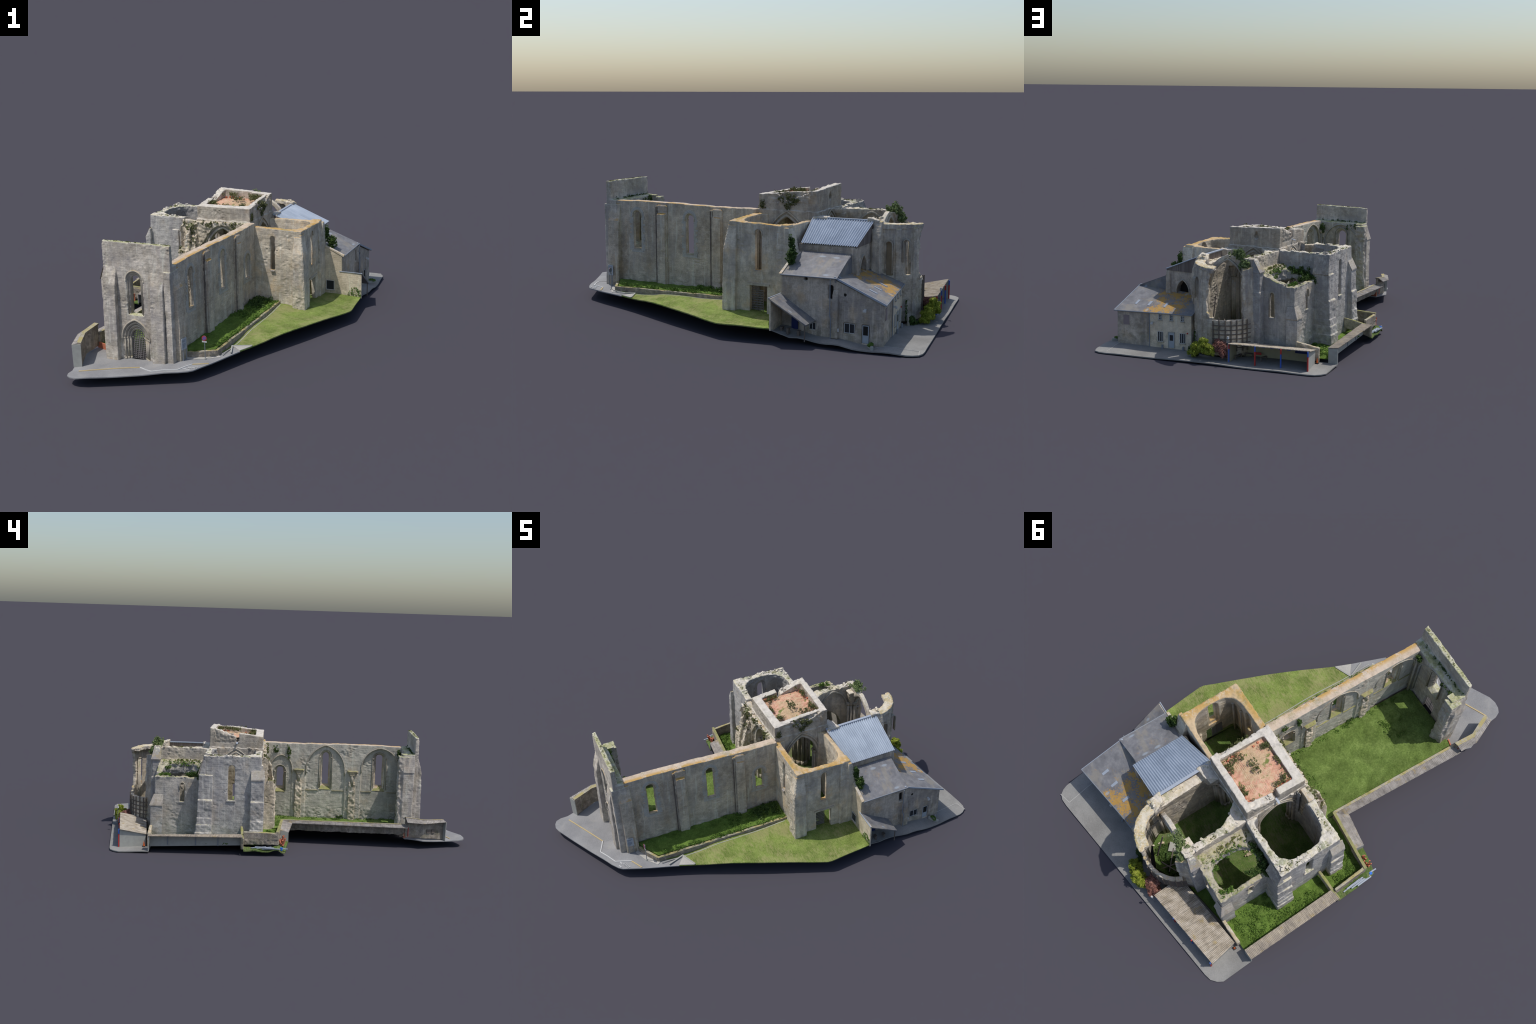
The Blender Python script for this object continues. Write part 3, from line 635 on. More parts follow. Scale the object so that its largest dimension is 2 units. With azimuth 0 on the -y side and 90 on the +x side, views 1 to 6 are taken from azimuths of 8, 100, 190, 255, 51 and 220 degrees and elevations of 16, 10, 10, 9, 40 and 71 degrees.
# ================================================================== 3. NAVE EAST WALL (slightly out of line with the tower)
SH = .035
def nshift(P): P = P.copy(); P[:, 0] += SH*(P[:, 1]+.78); return P
def ncoord(g): g.v = [(x+SH*(y+.78), y, z) for x, y, z in g.v]; return g
NI, NO = -.025, .0245
prof = [(-.835,.02)]
rg = random.Random(4)
for i in range(36):
    v = -.835+.865*i/35; prof.append((v, .5125+.0025*math.sin(v*9)+rg.uniform(-.0015, .0015)))
prof.append((.03,.02))
nw = []
DEPTH = {-.668: .017, -.347: .011, -.0735: .008}
WIN = ((-.668,.018,.440,.456,.269,.473,.235,.040), (-.347,.0175,.440,.459,.267,.477,.233,.037), (-.0735,.0185,.344,.364,.242,.374,.21,.034))
for c, a, sp, ap, si, ap2, si2, a2 in WIN:
    dp = DEPTH[c]
    nw.append(Geo().prism(pointed(c, a, sp, ap, si), 'u', -.1, .1))
    nw.append(Geo().prism(pointed(c, a2, sp-.006, ap2, si2), 'u', NI+dp-.001, NO-.010, pointed(c, a+.001, sp, ap, si)))
    nw.append(Geo().prism(pointed(c, a2, sp-.006, ap2, si2), 'u', NI-.05, NI+dp-.0005))
    nw.append(Geo().prism(pointed(c, a+.007, sp+.002, ap+.009, si), 'u', NO-.006, .1))
BAYS = ((-.672,.113,.375,.500,.017), (-.3455,.1175,.355,.507,.011), (-.080,.066,.36,.440,.008))   # centre, half width, springing, apex, depth
for c, a, sp, ap, dp in BAYS: nw.append(Geo().prism(pointed(c, a, sp, ap, .0), 'u', -.2, NI+dp))
for v0, v1, dp in ((-.03,.1,.006), (-.9,-.77,.017)): nw.append(Geo().box(-.2, NI+dp, v0, v1, .0, .348))
nave = stone("nave_wall", [Geo().prism(prof, 'u', NI+.004, NO)], nw, M_NAVE, None, .0034, .0009, crumble=lambda P, N: .5*np.clip((P[:, 2]-.503)/.01, 0, 1)*(N[:, 0] > .2) + .25*(N[:, 0] < -.5)*(P[:, 2] > .36)*np.clip(fbm(P, 9, 2, 5)*2+.3, 0, 1) + .45*(N[:, 0] < -.5)*(P[:, 2] < .13), warp=nshift, seed=3)
for c, a, sp, ap, si, ap2, si2, a2 in WIN:
    dp = DEPTH[c]
    g = Geo(); arch_band(g, c, a+.007, sp+.002, ap+.009, sp-.01, 'u', NO-.001, NO+.004, .005)
    g.box(NO-.012, NO+.004, c-a-.004, c+a+.004, si-.005, si+.001)
    part("window_hood", ncoord(g), M_TRIM, nave, True)
    g = Geo(); arch_band(g, c, a+.0065, sp+.002, ap+.0085, sp-.004, 'u', NO-.003, NO+.0012, .017, 9)
    rq = random.Random(int(-c*1000))
    z = si-.022
    while z < sp-.004:
        h = rq.uniform(.009, .013); h = min(h, sp-.004-z)
        for sg in (-1, 1):
            w = rq.choice((.012, .020, .024)); e = a+.0065
            lo_, hi_ = sorted((c+sg*(e if z > si-.004 else 0), c+sg*(e+w))); g.box(NO-.003, NO+.0011+rq.uniform(0, .0005), lo_, hi_, z, z+h-.0006)
        z += h
    part("window_surround", ncoord(g), M_DRESS, nave)
    g = Geo(); arch_band(g, c, a2, sp-.004, ap2, si2+.01, 'u', NI+dp-.003, NI+dp+.004, .0035); arch_band(g, c, a2-.008, sp-.002, ap2-.009, si2+.015, 'u', NI+dp+.003, NI+dp+.010, .004)
    for s in (-1, 1): g.box(NI+dp-.003, NI+dp+.005, c+s*(a2-.002)-.006, c+s*(a2-.002)+.006, sp-.011, sp-.006)
    part("window_moulding", ncoord(g), M_TRIM, nave, True)
    g = Geo().hexa([(NI+dp+.001, c-a2+.004, si2-.002), (NO-.010, c-a, si-.003), (NO-.010, c+a, si-.003), (NI+dp+.001, c+a2-.004, si2-.002)], [(NI+dp-.002, c-a2+.002, si2+.0035), (NO-.005, c-a, si+.0012), (NO-.005, c+a, si+.0012), (NI+dp-.002, c+a2-.002, si2+.0035)])
    part("mossy_sill", ncoord(g), M_MOSSWALL, nave)
for c, a, sp, ap, dp in BAYS:
    g = Geo(); arch_band(g, c, a-.004, sp, ap-.005, sp-.03, 'u', NI+.001, NI+dp-.001, .006); part("wall_arch_rib", ncoord(g), M_TRIM, nave, True)
g = Geo()
for v0, v1, dp in ((-.785,-.715,.017), (-.626,-.548,.017), (-.468,-.388,.010), (-.306,-.224,.010)): g.box(NI+dp-.0035, NI+dp+.004, v0, v1, .2285, .2325)
part("string_course", ncoord(g), M_MOSSWALL, nave)
for c in (-.508, -.186):
    g = Geo(); g.hexa([(NI-.012, c-.030, .346), (NI+.025, c-.040, .346), (NI+.025, c+.040, .346), (NI-.012, c+.030, .346)], [(NI-.018, c-.024, .3565), (NI+.025, c-.043, .3565), (NI+.025, c+.043, .3565), (NI-.018, c+.026, .3565)])
    g.prism([(c-.02,.347), (c-.011,.325), (c+.011,.325), (c+.02,.347)], 'u', NI-.011, NI+.025)
    stone("corbel_capital", [g], [], M_MOSSWALL, nave, .003, .002, crumble=lambda P, N: .4*(P[:, 2] > .352), warp=nshift, seed=int(-c*100))
    g = Geo(); g.cyl((NI-.001, c), .0095, .265 if c < -.4 else .285, .346, 12)
    for s in (-1, 1): g.cyl((NI+.010, c+s*.031), .006, .232 if c < -.4 else .285, .346, 10)
    part("respond_shaft", ncoord(g), M_TRIM, nave, True)
    stone("broken_respond", [Geo().box(NI-.006, NI+.025, c-.019, c+.019, .04, .29), Geo().box(NI+.008, NI+.025, c-.04, c+.036, .04, .24)], [], M_RUBBLE, nave, .003, .002, crumble=lambda P, N: np.full(len(P), 1.), warp=nshift, seed=int(-c*200))
# outer buttresses: a flat strip with a projecting pier on its north part
for v0, vm, v1, pr, zt in ((-.549,-.535,-.486,.021,.503), (-.224,-.208,-.160,.018,.500)):
    stone("buttress", [Geo().prism([(NO-.01,.05), (NO+pr,.05), (NO+pr-.001,.455), (NO+.007,.462), (NO+.004,zt), (NO-.01,zt)], 'v', vm, v1), Geo().box(NO-.01, NO+.0075, v0, v1+.006, .05, zt-.006)], [], M_NAVE, nave, .0032, .0008, warp=nshift, seed=int(-v0*100))
    g = Geo()
    for a, b in ((v0+.0005, v0+.0065), (vm-.0035, vm-.0002)): g.box(NO+.004, NO+.0092, a, b, .06, zt-.012)
    part("dark_brown_strip", ncoord(g), M_STRIP, nave)
stone("buttress", [Geo().prism([(.0,.03), (.058,.03), (.054,.25), (.050,.405), (.038,.42), (.030,.494), (.0,.494)], 'v', -.838, -.773)], [], M_NAVE, nave, .0034, .001, seed=17)

# ================================================================== 4. EAST TRANSEPT
TC = (.158, .180)
def tring(hu, hv, n, z): return [(u, v, z) for u, v in roundrect(TC, hu, hv, n, 44, lambda a, b: a > 0)]
room = Geo().rings([tring(.150, .124, 14, -.1), tring(.122, .123, 14, .30), tring(.121, .122, 9, .36), tring(.120, .119, 5, .42), tring(.127, .124, 3.1, .47), tring(.129, .125, 2.9, .60)])
door = Geo().box(.20, .4, .134, .222, .03, .200)
tcuts = [room, Geo().box(-.02, .05, .085, .28, .0, .60), door,
         Geo().prism(pointed(.152, .0125, .437, .450, .268), 'v', -.05, .10), Geo().prism(pointed(.152, .026, .43, .46, .25), 'v', .040, .10),
         Geo().prism(pointed(.176, .0165, .440, .457, .269), 'u', .22, .40), Geo().prism(pointed(.176, .030, .44, .475, .245), 'u', .20, .292)]
tr_top = [(.02,.023,.496), (.312,.023,.488), (.314,.326,.478), (.02,.325,.474)]
transept = stone("transept", [Geo().hexa([(.02,.020,.03), (.318,.018,.03), (.320,.326,.03), (.02,.326,.03)], tr_top),
                              Geo().box(.262, .315, .290, .327, .40, .484)], tcuts, M_TRANSEPT, None, .0036, .0011,
                 crumble=lambda P, N: .55*np.clip((P[:, 2]-.462)/.015, 0, 1)*(N[:, 2] > .1), seed=21)
stone("buttress", [Geo().hexa([(.269,-.001,.04), (.339,-.001,.04), (.333,.04,.04), (.269,.04,.04)], [(.270,.001,.374), (.326,.001,.374), (.32,.04,.374), (.270,.04,.374)]), Geo().hexa([(.270,.001,.37), (.326,.001,.37), (.32,.04,.37), (.270,.04,.37)], [(.272,.019,.458), (.3135,.019,.458), (.313,.04,.458), (.272,.04,.458)])], [], M_TRANSEPT, transept, .0036, .0014, seed=22, crumble=lambda P, N: .35*(P[:, 2] < .36)*(N[:, 1] < -.5))
stone("buttress", [Geo().hexa([(.30,.0,.04), (.342,.0,.04), (.342,.069,.04), (.30,.069,.04)], [(.30,.003,.36), (.330,.003,.36), (.332,.068,.36), (.30,.068,.36)]), Geo().hexa([(.30,.003,.357), (.330,.003,.357), (.332,.068,.357), (.30,.068,.357)], [(.30,.021,.470), (.3145,.021,.470), (.3145,.066,.470), (.30,.066,.470)])], [], M_TRANSEPT, transept, .0036, .0012, seed=23)
stone("buttress", [Geo().prism([(.29,.04), (.328,.04), (.326,.33), (.316,.45), (.29,.45)], 'v', .267, .334), Geo().prism([(.31,.05), (.362,.05), (.358,.363), (.330,.474), (.31,.474)], 'u', .262, .330)], [], M_TRANSEPT, transept, .0036, .0012, seed=24)
part("door_lintel", Geo().box(.300, .3225, .122, .236, .199, .209), M_TRIM, transept)
lattice("transept_gate", 'u', .292, .134, .192, .072, .172, 8, 9, transept, None, .0042)
lattice("transept_gate", 'u', .290, .134, .170, .172, .198, 5, 3, transept, None, .0042)
g = Geo(); arch_band(g, .176, .0165, .440, .457, .43, 'u', .310, .3165, .005); part("window_hood", g, M_TRIM, transept, True)
g = Geo().box(.142, .165, .012, .03, .262, .268); g.box(.300, .316, .158, .195, .263, .269); part("window_sill", g, M_CAP, transept)
g = Geo()
for (c, q) in (((.062,.066), .0075), ((.265,.075), .006), ((.266,.286), .006), ((.205,.288), .004), ((.205,.069), .004)): g.cyl(c, q, .07, .40, 10); g.cyl(c, q, .40, .415, 10, q*1.9)
part("corner_shaft", g, M_TRIM, transept, True)

# ================================================================== 5. CROSSING TOWER
TU0, TU1, TV0, TV1 = -.286, .022, .032, .337
CU, CV = (TU0+TU1)/2, (TV0+TV1)/2
dome = Geo().rings([[(CU+a*hu, CV+b*hv, z) for a, b in ((-1,-1), (1,-1), (1,1), (-1,1))] for z, hu, hv in ((-.1,.116,.115), (.490,.116,.115), (.520,.09,.09), (.538,.03,.03))])
tw_cuts = [Geo().hexa([(-.251,.077,.556), (-.012,.077,.556), (-.012,.306,.562), (-.251,.306,.562)], [(-.251,.077,.8), (-.012,.077,.8), (-.012,.306,.8), (-.251,.306,.8)]), dome,
           Geo().prism([(.166,.70), (.169,.567), (.175,.543), (.184,.543), (.187,.572), (.205,.584), (.225,.590), (.26,.603), (.292,.618), (.300,.70)], 'u', -.40, -.245),
           Geo().prism([(.105,.70), (.115,.594), (.14,.582), (.165,.568), (.19,.556), (.22,.568), (.26,.585), (.300,.607), (.315,.70)], 'u', .011, .10),
           Geo().prism([(-.158,.570), (-.150,.553), (-.136,.553), (-.130,.570), (-.138,.582), (-.139,.594), (-.147,.594), (-.150,.582)], 'v', .318, .40)]
for axis, c in (('u', CV), ('v', CU)):
    tw_cuts.append(Geo().prism(pointed(c, .091, .335, .481, -.1, 10), axis, *((-.40, -.18) if axis == 'u' else (-.1, .12))))
    tw_cuts.append(Geo().prism(pointed(c, .091, .335, .481 if axis == 'u' else .469, -.1, 10), axis, *((-.1, .10) if axis == 'u' else (.25, .45))))
tower = stone("crossing_tower", [Geo().hexa([(TU0,TV0,.02), (TU1,TV0,.02), (TU1,TV1,.02), (TU0,TV1,.02)], [(TU0,TV0,.581), (TU1,TV0,.584), (TU1,TV1,.611), (TU0,TV1,.619)]),
                                 Geo().hexa([(-.287,.304,.58), (-.088,.304,.58), (-.088,.338,.58), (-.287,.338,.58)], [(-.287,.304,.622), (-.088,.304,.615), (-.088,.338,.616), (-.287,.338,.624)]),
                                 Geo().box(TU0-.004, TU1+.004, TV0-.006, TV1+.005, .02, .511)], tw_cuts, M_TOWER, None, .0036, .001,
              crumble=lambda P, N: .35*np.clip((P[:, 2]-.57)/.015, 0, 1) + 1.7*((P[:, 0] > -.0)*(P[:, 2] > .545)*(np.abs(P[:, 1]-.2) < .11)*(N[:, 0] > .2)) + .9*((P[:, 0] < -.24)*(P[:, 2] > .54)*(np.abs(P[:, 1]-.24) < .07)) + .7*((P[:, 2] < .515)*(P[:, 2] > .485)*(N[:, 2] > .1)), seed=25)
# overgrown brick vault seen inside the parapet
n = 60; V = []; F = []
for i in range(n+1):
    for j in range(n+1):
        a, b = i/n, j/n; V.append((-.2525+.242*a, .0755+.232*b, 0))
Q = np.array(V); a = (Q[:, 0]+.2525)/.242; b = (Q[:, 1]-.0755)/.232
bed_h = .561 + .012*b + .013*np.sin(np.pi*a)*np.sin(np.pi*b) + .0007*np.sign(np.sin(Q[:, 1]*2*np.pi/.0075))*np.clip(fbm(Q, 22, 2, 3)*3, 0, 1) + .0045*fbm(Q, 40, 3, 8)
Q[:, 2] = bed_h
for i in range(n):
    for j in range(n): k = i*(n+1)+j; F.append((k, k+n+1, k+n+2, k+1))
top_n = len(Q); V = [tuple(p) for p in Q] + [(p[0], p[1], p[2]-.012) for p in Q]
F += [tuple(i+top_n for i in f[::-1]) for f in F]
m = bpy.data.meshes.new("brick_vault"); m.from_pydata(V, [], F); put("brick_vault", m, M_VAULT, tower)
g = Geo(); rg = random.Random(5)
for (u0, u1, v0, v1, k) in ((-.25,-.20,.075,.165,0), (-.03,-.012,.08,.29,1), (-.24,-.06,.293,.306,1)):
    for r in range(9 if k == 0 else 5):
        if k == 0: v = v0+(v1-v0)*r/9; g.box(u0-.001, u0+.006+rg.uniform(0,.004), v, v+.009, .560, .574+rg.uniform(0,.003))
        else:
            u = u0+(u1-u0)*r/9; v = v0+(v1-v0)*rg.random(); g.box(u, u+.008, v-.004, v+.004, .560, .571+.012*(v-.08)/.23)
M_REDBRICK = flat_mat("red_brick", (.50,.17,.10), .9, vary=.3); part("loose_brick", g, M_REDBRICK, tower, False, "stuff")
# moulded arch orders on the four crossing arches and the clustered pier shafts
for axis, c, ks in (('u', CV, (TU1+.003, TU0-.008)), ('v', CU, (TV1+.004, TV0-.010))):
    for k in ks:
        g = Geo(); h = .470 if axis == 'v' and k < .2 else .482; arch_band(g, c, .0915, .335, h, .33, axis, k, k+.005, .011); arch_band(g, c, .106, .338, h+.022, .36, axis, k, k+.0075, .006)
        part("arch_moulding", g, M_TRIM, tower, True)
g = Geo()
for sx in (-1, 1):
    for sy in (-1, 1):
        px, py = CU+sx*.108, CV+sy*.107
        for (du, dv, q) in ((0, 0, .010), (sx*.016, -sy*.020, .0075), (-sx*.020, sy*.016, .0075), (sx*.034, -sy*.020, .006), (-sx*.020, sy*.034, .006)):
            g.cyl((px+du, py+dv), q, .06, .330, 12); g.cyl((px+du, py+dv), q*1.1, .330, .345, 12, q*1.7); g.cyl((px+du, py+dv), q*1.45, .05, .085, 12)
part("pier_shaft", g, M_TRIM, tower, True)
part("drain_lead", Geo().bar((-.275,.18,.545), (-.305,.18,.538), .010, .003), M_ZINCFLASH, tower)

# rubble of the torn-off nave vault, beside and above the south arch, with the open stair turret
south_rubble = stone("broken_vault_springing", [Geo().hexa([(-.385,.03,.04), (-.25,.03,.04), (-.25,.06,.04), (-.385,.06,.04)], [(-.372,.03,.50), (-.285,.03,.495), (-.285,.06,.495), (-.372,.06,.50)]),
      Geo().hexa([(-.315,.005,.30), (-.262,.012,.30), (-.262,.04,.30), (-.315,.04,.30)], [(-.318,.012,.478), (-.275,.018,.490), (-.275,.05,.490), (-.318,.05,.478)]),
      Geo().prism([(-.27,.36), (-.235,.40), (-.21,.445), (-.17,.478), (-.135,.49), (-.10,.48), (-.06,.445), (-.04,.40), (-.02,.36), (.018,.36), (.018,.508), (-.28,.500)], 'v', .012, .04)],
      [], M_RUBBLE, None, .0034, .0018, crumble=lambda P, N: .25+1.0*np.clip(.055-P[:, 1], 0, .02)/.02*(np.abs(N[:, 2]) < .95), seed=27)
stone("broken_wall_root", [Geo().prism([(.05,.03), (-.050,.03), (-.044,.285), (-.036,.33), (-.026,.38), (-.016,.44), (-.002,.470), (.05,.488)], 'u', -.375, -.312),
                          Geo().prism([(.05,.03), (-.040,.03), (-.034,.28), (-.016,.36), (.003,.42), (.05,.49)], 'u', -.32, -.279)],
      [Geo().cyl((-.352,-.008), .021, .335, .60, 14), Geo().box(-.39, -.357, -.03, .0, .345, .44), Geo().box(-.40, -.368, -.022, -.018, .262, .325)], M_RUBBLE, south_rubble, .0033, .0014,
      crumble=lambda P, N: .15 + 1.1*np.clip((P[:, 0]+.362)/.012, 0, 1)*(np.abs(N[:, 2]) < .97) + .5*np.clip((P[:, 2]-.33)/.03, 0, 1), seed=28)

RIM = (lambda P, N, c: np.maximum(N[:, 2] > .1, (N[:, 0]*(c[0]-P[:, 0])+N[:, 1]*(c[1]-P[:, 1])) > .02))     # faces looking up or into the room
# ================================================================== 6. WEST TRANSEPT CHAPEL (tall) AND NORTH-WEST CHAPEL (low)
WC = (-.424, .194)
def wring(hu, hv, n, z): return [(u, v, z) for u, v in roundrect(WC, hu, hv, n, 44, lambda a, b: a < 0)]
wroom = Geo().rings([wring(.128, .127, 14, -.1), wring(.127, .126, 14, .31), wring(.126, .126, 8, .38), wring(.125, .126, 4.6, .44), wring(.124, .125, 3.0, .485), wring(.123, .124, 2.7, .505), wring(.123, .124, 2.7, .60)])
west = stone("west_transept", [Geo().hexa([(-.584,.032,.02), (-.285,.034,.02), (-.285,.346,.02), (-.585,.347,.02)], [(-.579,.034,.510), (-.285,.034,.508), (-.285,.345,.506), (-.581,.347,.506)])],
              [wroom, Geo().box(-.32, -.24, .078, .290, -.1, .60), Geo().prism(pointed(-.385, .094, .23, .372, -.1), 'v', .29, .45), Geo().prism(pointed(.195, .018, .440, .459, .264), 'u', -.7, -.45), Geo().prism(pointed(.195, .032, .44, .475, .24), 'u', -.555, -.45),
               Geo().prism([(-.372,.60), (-.366,.49), (-.352,.475), (-.345,.45), (-.335,.33), (-.33,.2), (-.2,.2), (-.2,.60)], 'v', -.1, .070)], M_WEST, None, .0036, .0013,
              crumble=lambda P, N: 1.15*np.clip((P[:, 2]-.465)/.025, 0, 1)*RIM(P, N, WC) + .35*((P[:, 2] > .40)*(np.abs(N[:, 2]) < .5)*np.clip(fbm(P, 12, 2, 15)*3, 0, 1)), seed=31)
stone("buttress", [Geo().prism([(-.57,.04), (-.622,.04), (-.621,.105), (-.616,.109), (-.615,.155), (-.610,.159), (-.609,.262), (-.603,.267), (-.602,.384), (-.579,.436), (-.57,.44)], 'v', .015, .089)], [], M_WEST, west, .0036, .0018, crumble=lambda P, N: .5*(P[:, 2] < .3)*(N[:, 0] < -.4), seed=32)
part("cap_slab", Geo().hexa([(-.605,.018,.380), (-.577,.018,.434), (-.577,.088,.434), (-.605,.088,.380)], [(-.605,.018,.387), (-.576,.018,.442), (-.576,.088,.442), (-.605,.088,.387)]), M_CAP, west)
part("cap_slab", Geo().hexa([(-.592,.375,.401), (-.50,.375,.401), (-.50,.348,.490), (-.583,.348,.490)], [(-.592,.378,.404), (-.50,.378,.404), (-.50,.350,.494), (-.583,.350,.494)]), M_CAP, west)
stone("buttress", [*[Geo().hexa([(-u0,.294,z0), (-.50,.294,z0), (-.50,v0,z0), (-u0,v0,z0)], [(-u0+.002,.295,z1), (-.50,.295,z1), (-.50,v0-.001,z1), (-u0+.002,v0-.001,z1)]) for u0, v0, z0, z1 in ((.622,.390,.03,.085), (.615,.385,.08,.128), (.609,.381,.12,.165), (.603,.378,.16,.265), (.594,.375,.26,.402))],
                   Geo().hexa([(-.588,.338,.398), (-.50,.338,.398), (-.50,.374,.398), (-.588,.374,.398)], [(-.581,.336,.498), (-.50,.336,.498), (-.50,.347,.498), (-.581,.347,.498)])], [], M_WEST, west, .0036, .0016, crumble=lambda P, N: .35*(P[:, 2] < .27), seed=33)
stone("pilaster", [Geo().box(-.440, -.402, .026, .05, .04, .440)], [], M_WEST, west, .0036, .001, seed=34)
g = Geo(); g.box(-.588, -.57, .17, .22, .258, .264)
part("window_sill", g, M_WEST, west)
g = Geo()
for (c, q) in (((-.548,.070), .007), ((-.548,.318), .007), ((-.553,.160), .004), ((-.553,.230), .004), ((-.45,.065), .004), ((-.30,.318), .007)): g.cyl(c, q, .07, .40, 10); g.cyl(c, q, .40, .415, 10, q*1.8)
part("corner_shaft", g, M_TRIM, west, True)

NC = (-.402, .484)
nroom = Geo().rings([[(u, v, z) for u, v in roundrect(c, hu, hv, n, 40)] for z, c, hu, hv, n in ((-.1, NC, .094, .121, 14), (.29, NC, .094, .121, 14), (.325, NC, .090, .118, 7), (.350, (-.412,.484), .082, .112, 3.6), (.366, (-.418,.484), .075, .108, 2.7), (.5, (-.418,.484), .075, .108, 2.7))])
north = stone("north_chapel", [Geo().prism([(-.515,.02), (-.513,.372), (-.47,.374), (-.44,.386), (-.40,.392), (-.37,.408), (-.317,.432), (-.275,.437), (-.275,.02)], 'v', .33, .621)],
              [nroom, Geo().prism(pointed(-.385, .094, .23, .372, -.1), 'v', .29, .40), Geo().prism(pointed(.472, .100, .22, .364, -.1), 'u', -.34, -.20), Geo().prism(pointed(.468, .0125, .325, .341, .234), 'u', -.7, -.46), Geo().prism(pointed(-.387, .0122, .320, .335, .206), 'v', .56, .7)], M_NORTH, None, .0036, .0013,
              crumble=lambda P, N: 1.2*np.clip((P[:, 2]-.345)/.02, 0, 1)*RIM(P, N, NC), seed=35)
stone("buttress", [Geo().hexa([(-.542,.572,.03), (-.474,.572,.03), (-.474,.643,.03), (-.542,.643,.03)], [(-.537,.573,.213), (-.478,.573,.213), (-.478,.640,.213), (-.537,.640,.213)]),
                   Geo().hexa([(-.537,.573,.21), (-.478,.573,.21), (-.478,.640,.21), (-.537,.640,.21)], [(-.516,.573,.268), (-.478,.573,.268), (-.478,.622,.268), (-.516,.622,.268)])], [], M_WEST, north, .0034, .0014, seed=36)
g = Geo(); g.hexa([(-.541,.572,.211), (-.516,.572,.268), (-.516,.622,.268), (-.541,.643,.211)], [(-.541,.572,.216), (-.514,.572,.274), (-.514,.624,.274), (-.541,.643,.216)])
g.hexa([(-.541,.643,.211), (-.516,.622,.268), (-.476,.622,.268), (-.476,.643,.211)], [(-.541,.646,.216), (-.516,.624,.274), (-.476,.624,.274), (-.476,.646,.216)]); part("cap_slab", g, M_CAP, north)
g = Geo().box(-.518, -.51, .452, .485, .229, .234); g.box(-.403, -.371, .618, .625, .200, .206); part("window_sill", g, M_WEST, north)
g = Geo(); arch_band(g, -.387, .0122, .320, .335, .206, 'v', .619, .6225, .006); arch_band(g, .468, .0125, .325, .341, .30, 'u', -.5175, -.512, .005); part("window_hood", g, M_TRIM, north, True)

# ================================================================== 7. CHOIR AND APSE
def rim(n, amp, seed):
    r = random.Random(seed); return [r.uniform(-amp, amp) for _ in range(n)]
j = rim(14, .006, 3)
west_plan = [(-.287,.33), (-.287,.655), (-.243,.655)] + [(-.252+j[i]*.6, .63-.016*i) for i in range(12)] + [(-.240,.43), (-.226,.405), (-.222,.385), (-.205,.375), (-.185,.352), (-.18,.33)]
low_plan = [(-.287,.33), (-.287,.655), (-.252,.655)] + [(-.252, .63-.016*i) for i in range(12)] + [(-.252,.43), (-.252,.405), (-.251,.385), (-.248,.36), (-.242,.345), (-.235,.33)]
ch_w = Geo().rings([[(u, v, z) for u, v in pl] for pl, z in ((low_plan, .02), (low_plan, .40), ([((a[0]+2*b[0])/3, b[1]) for a, b in zip(west_plan, low_plan)], .45), (west_plan, .488), (west_plan, .505))])
choir = stone("choir_west_wall", [ch_w, Geo().hexa([(-.305,.645,.04), (-.245,.645,.04), (-.245,.675,.04), (-.305,.675,.04)], [(-.290,.645,.49), (-.242,.645,.49), (-.242,.665,.44), (-.290,.665,.44)])],
              [Geo().prism(pointed(.512, .092, .37, .494, .05, 10), 'u', -.260, -.20), Geo().prism(pointed(.472, .100, .22, .364, -.1), 'u', -.34, -.20)], M_CHOIR, None, .0036, .0013, crumble=lambda P, N: .8*np.clip((P[:, 2]-.483)/.02, 0, 1)*(N[:, 2] > -.3) + .25*(P[:, 2] > .42)*(N[:, 0] < -.5), seed=41)
g = Geo(); arch_band(g, .512, .084, .37, .486, .37, 'u', -.262, -.248, .011); part("wall_arch_rib", g, M_TRIM, choir, True)
stone("buttress", [Geo().hexa([(-.345,.605,.03), (-.285,.605,.03), (-.285,.668,.03), (-.345,.668,.03)], [(-.339,.608,.336), (-.285,.608,.336), (-.285,.664,.336), (-.339,.664,.336)]),
                   Geo().hexa([(-.336,.610,.33), (-.285,.610,.33), (-.285,.660,.33), (-.336,.660,.33)], [(-.334,.612,.440), (-.285,.612,.440), (-.285,.658,.440), (-.334,.658,.440)]),
                   Geo().hexa([(-.336,.611,.438), (-.285,.611,.438), (-.285,.660,.438), (-.336,.660,.438)], [(-.300,.62,.503), (-.27,.62,.503), (-.27,.645,.503), (-.300,.645,.503)])], [], M_WEST, choir, .0034, .0013, seed=42)
part("cap_slab", Geo().hexa([(-.339,.609,.434), (-.295,.613,.500), (-.295,.650,.500), (-.339,.663,.434)], [(-.340,.608,.440), (-.294,.613,.507), (-.294,.652,.507), (-.340,.665,.440)]), M_CAP, choir)
east_top = [(-.0,.33), (.055,.33), (.055,.60), (.055,.66), (.0,.66)]
stone("choir_east_wall", [Geo().rings([[(a, .33, z), (.052, .33, z), (.052, .655, z), (b, .655, z)] for z, a, b in ((.02, .004, .002), (.36, .003, .0), (.43, -.003, -.012), (.453, -.004, -.016))]), Geo().hexa([(-.005,.60,.40), (.052,.60,.40), (.044,.668,.40), (-.02,.668,.40)], [(-.008,.602,.503), (.040,.598,.503), (.032,.655,.490), (-.03,.662,.480)]),
                          Geo().prism([(-.05,.33), (.05,.33), (.046,.40), (.016,.393), (.0,.395), (-.022,.386), (-.046,.345)], 'z', .40, .492)], [], M_CHOIR, choir, .0036, .0013, crumble=lambda P, N: .9*np.clip((P[:, 2]-.43)/.02, 0, 1)*(N[:, 2] > -.2), seed=43)
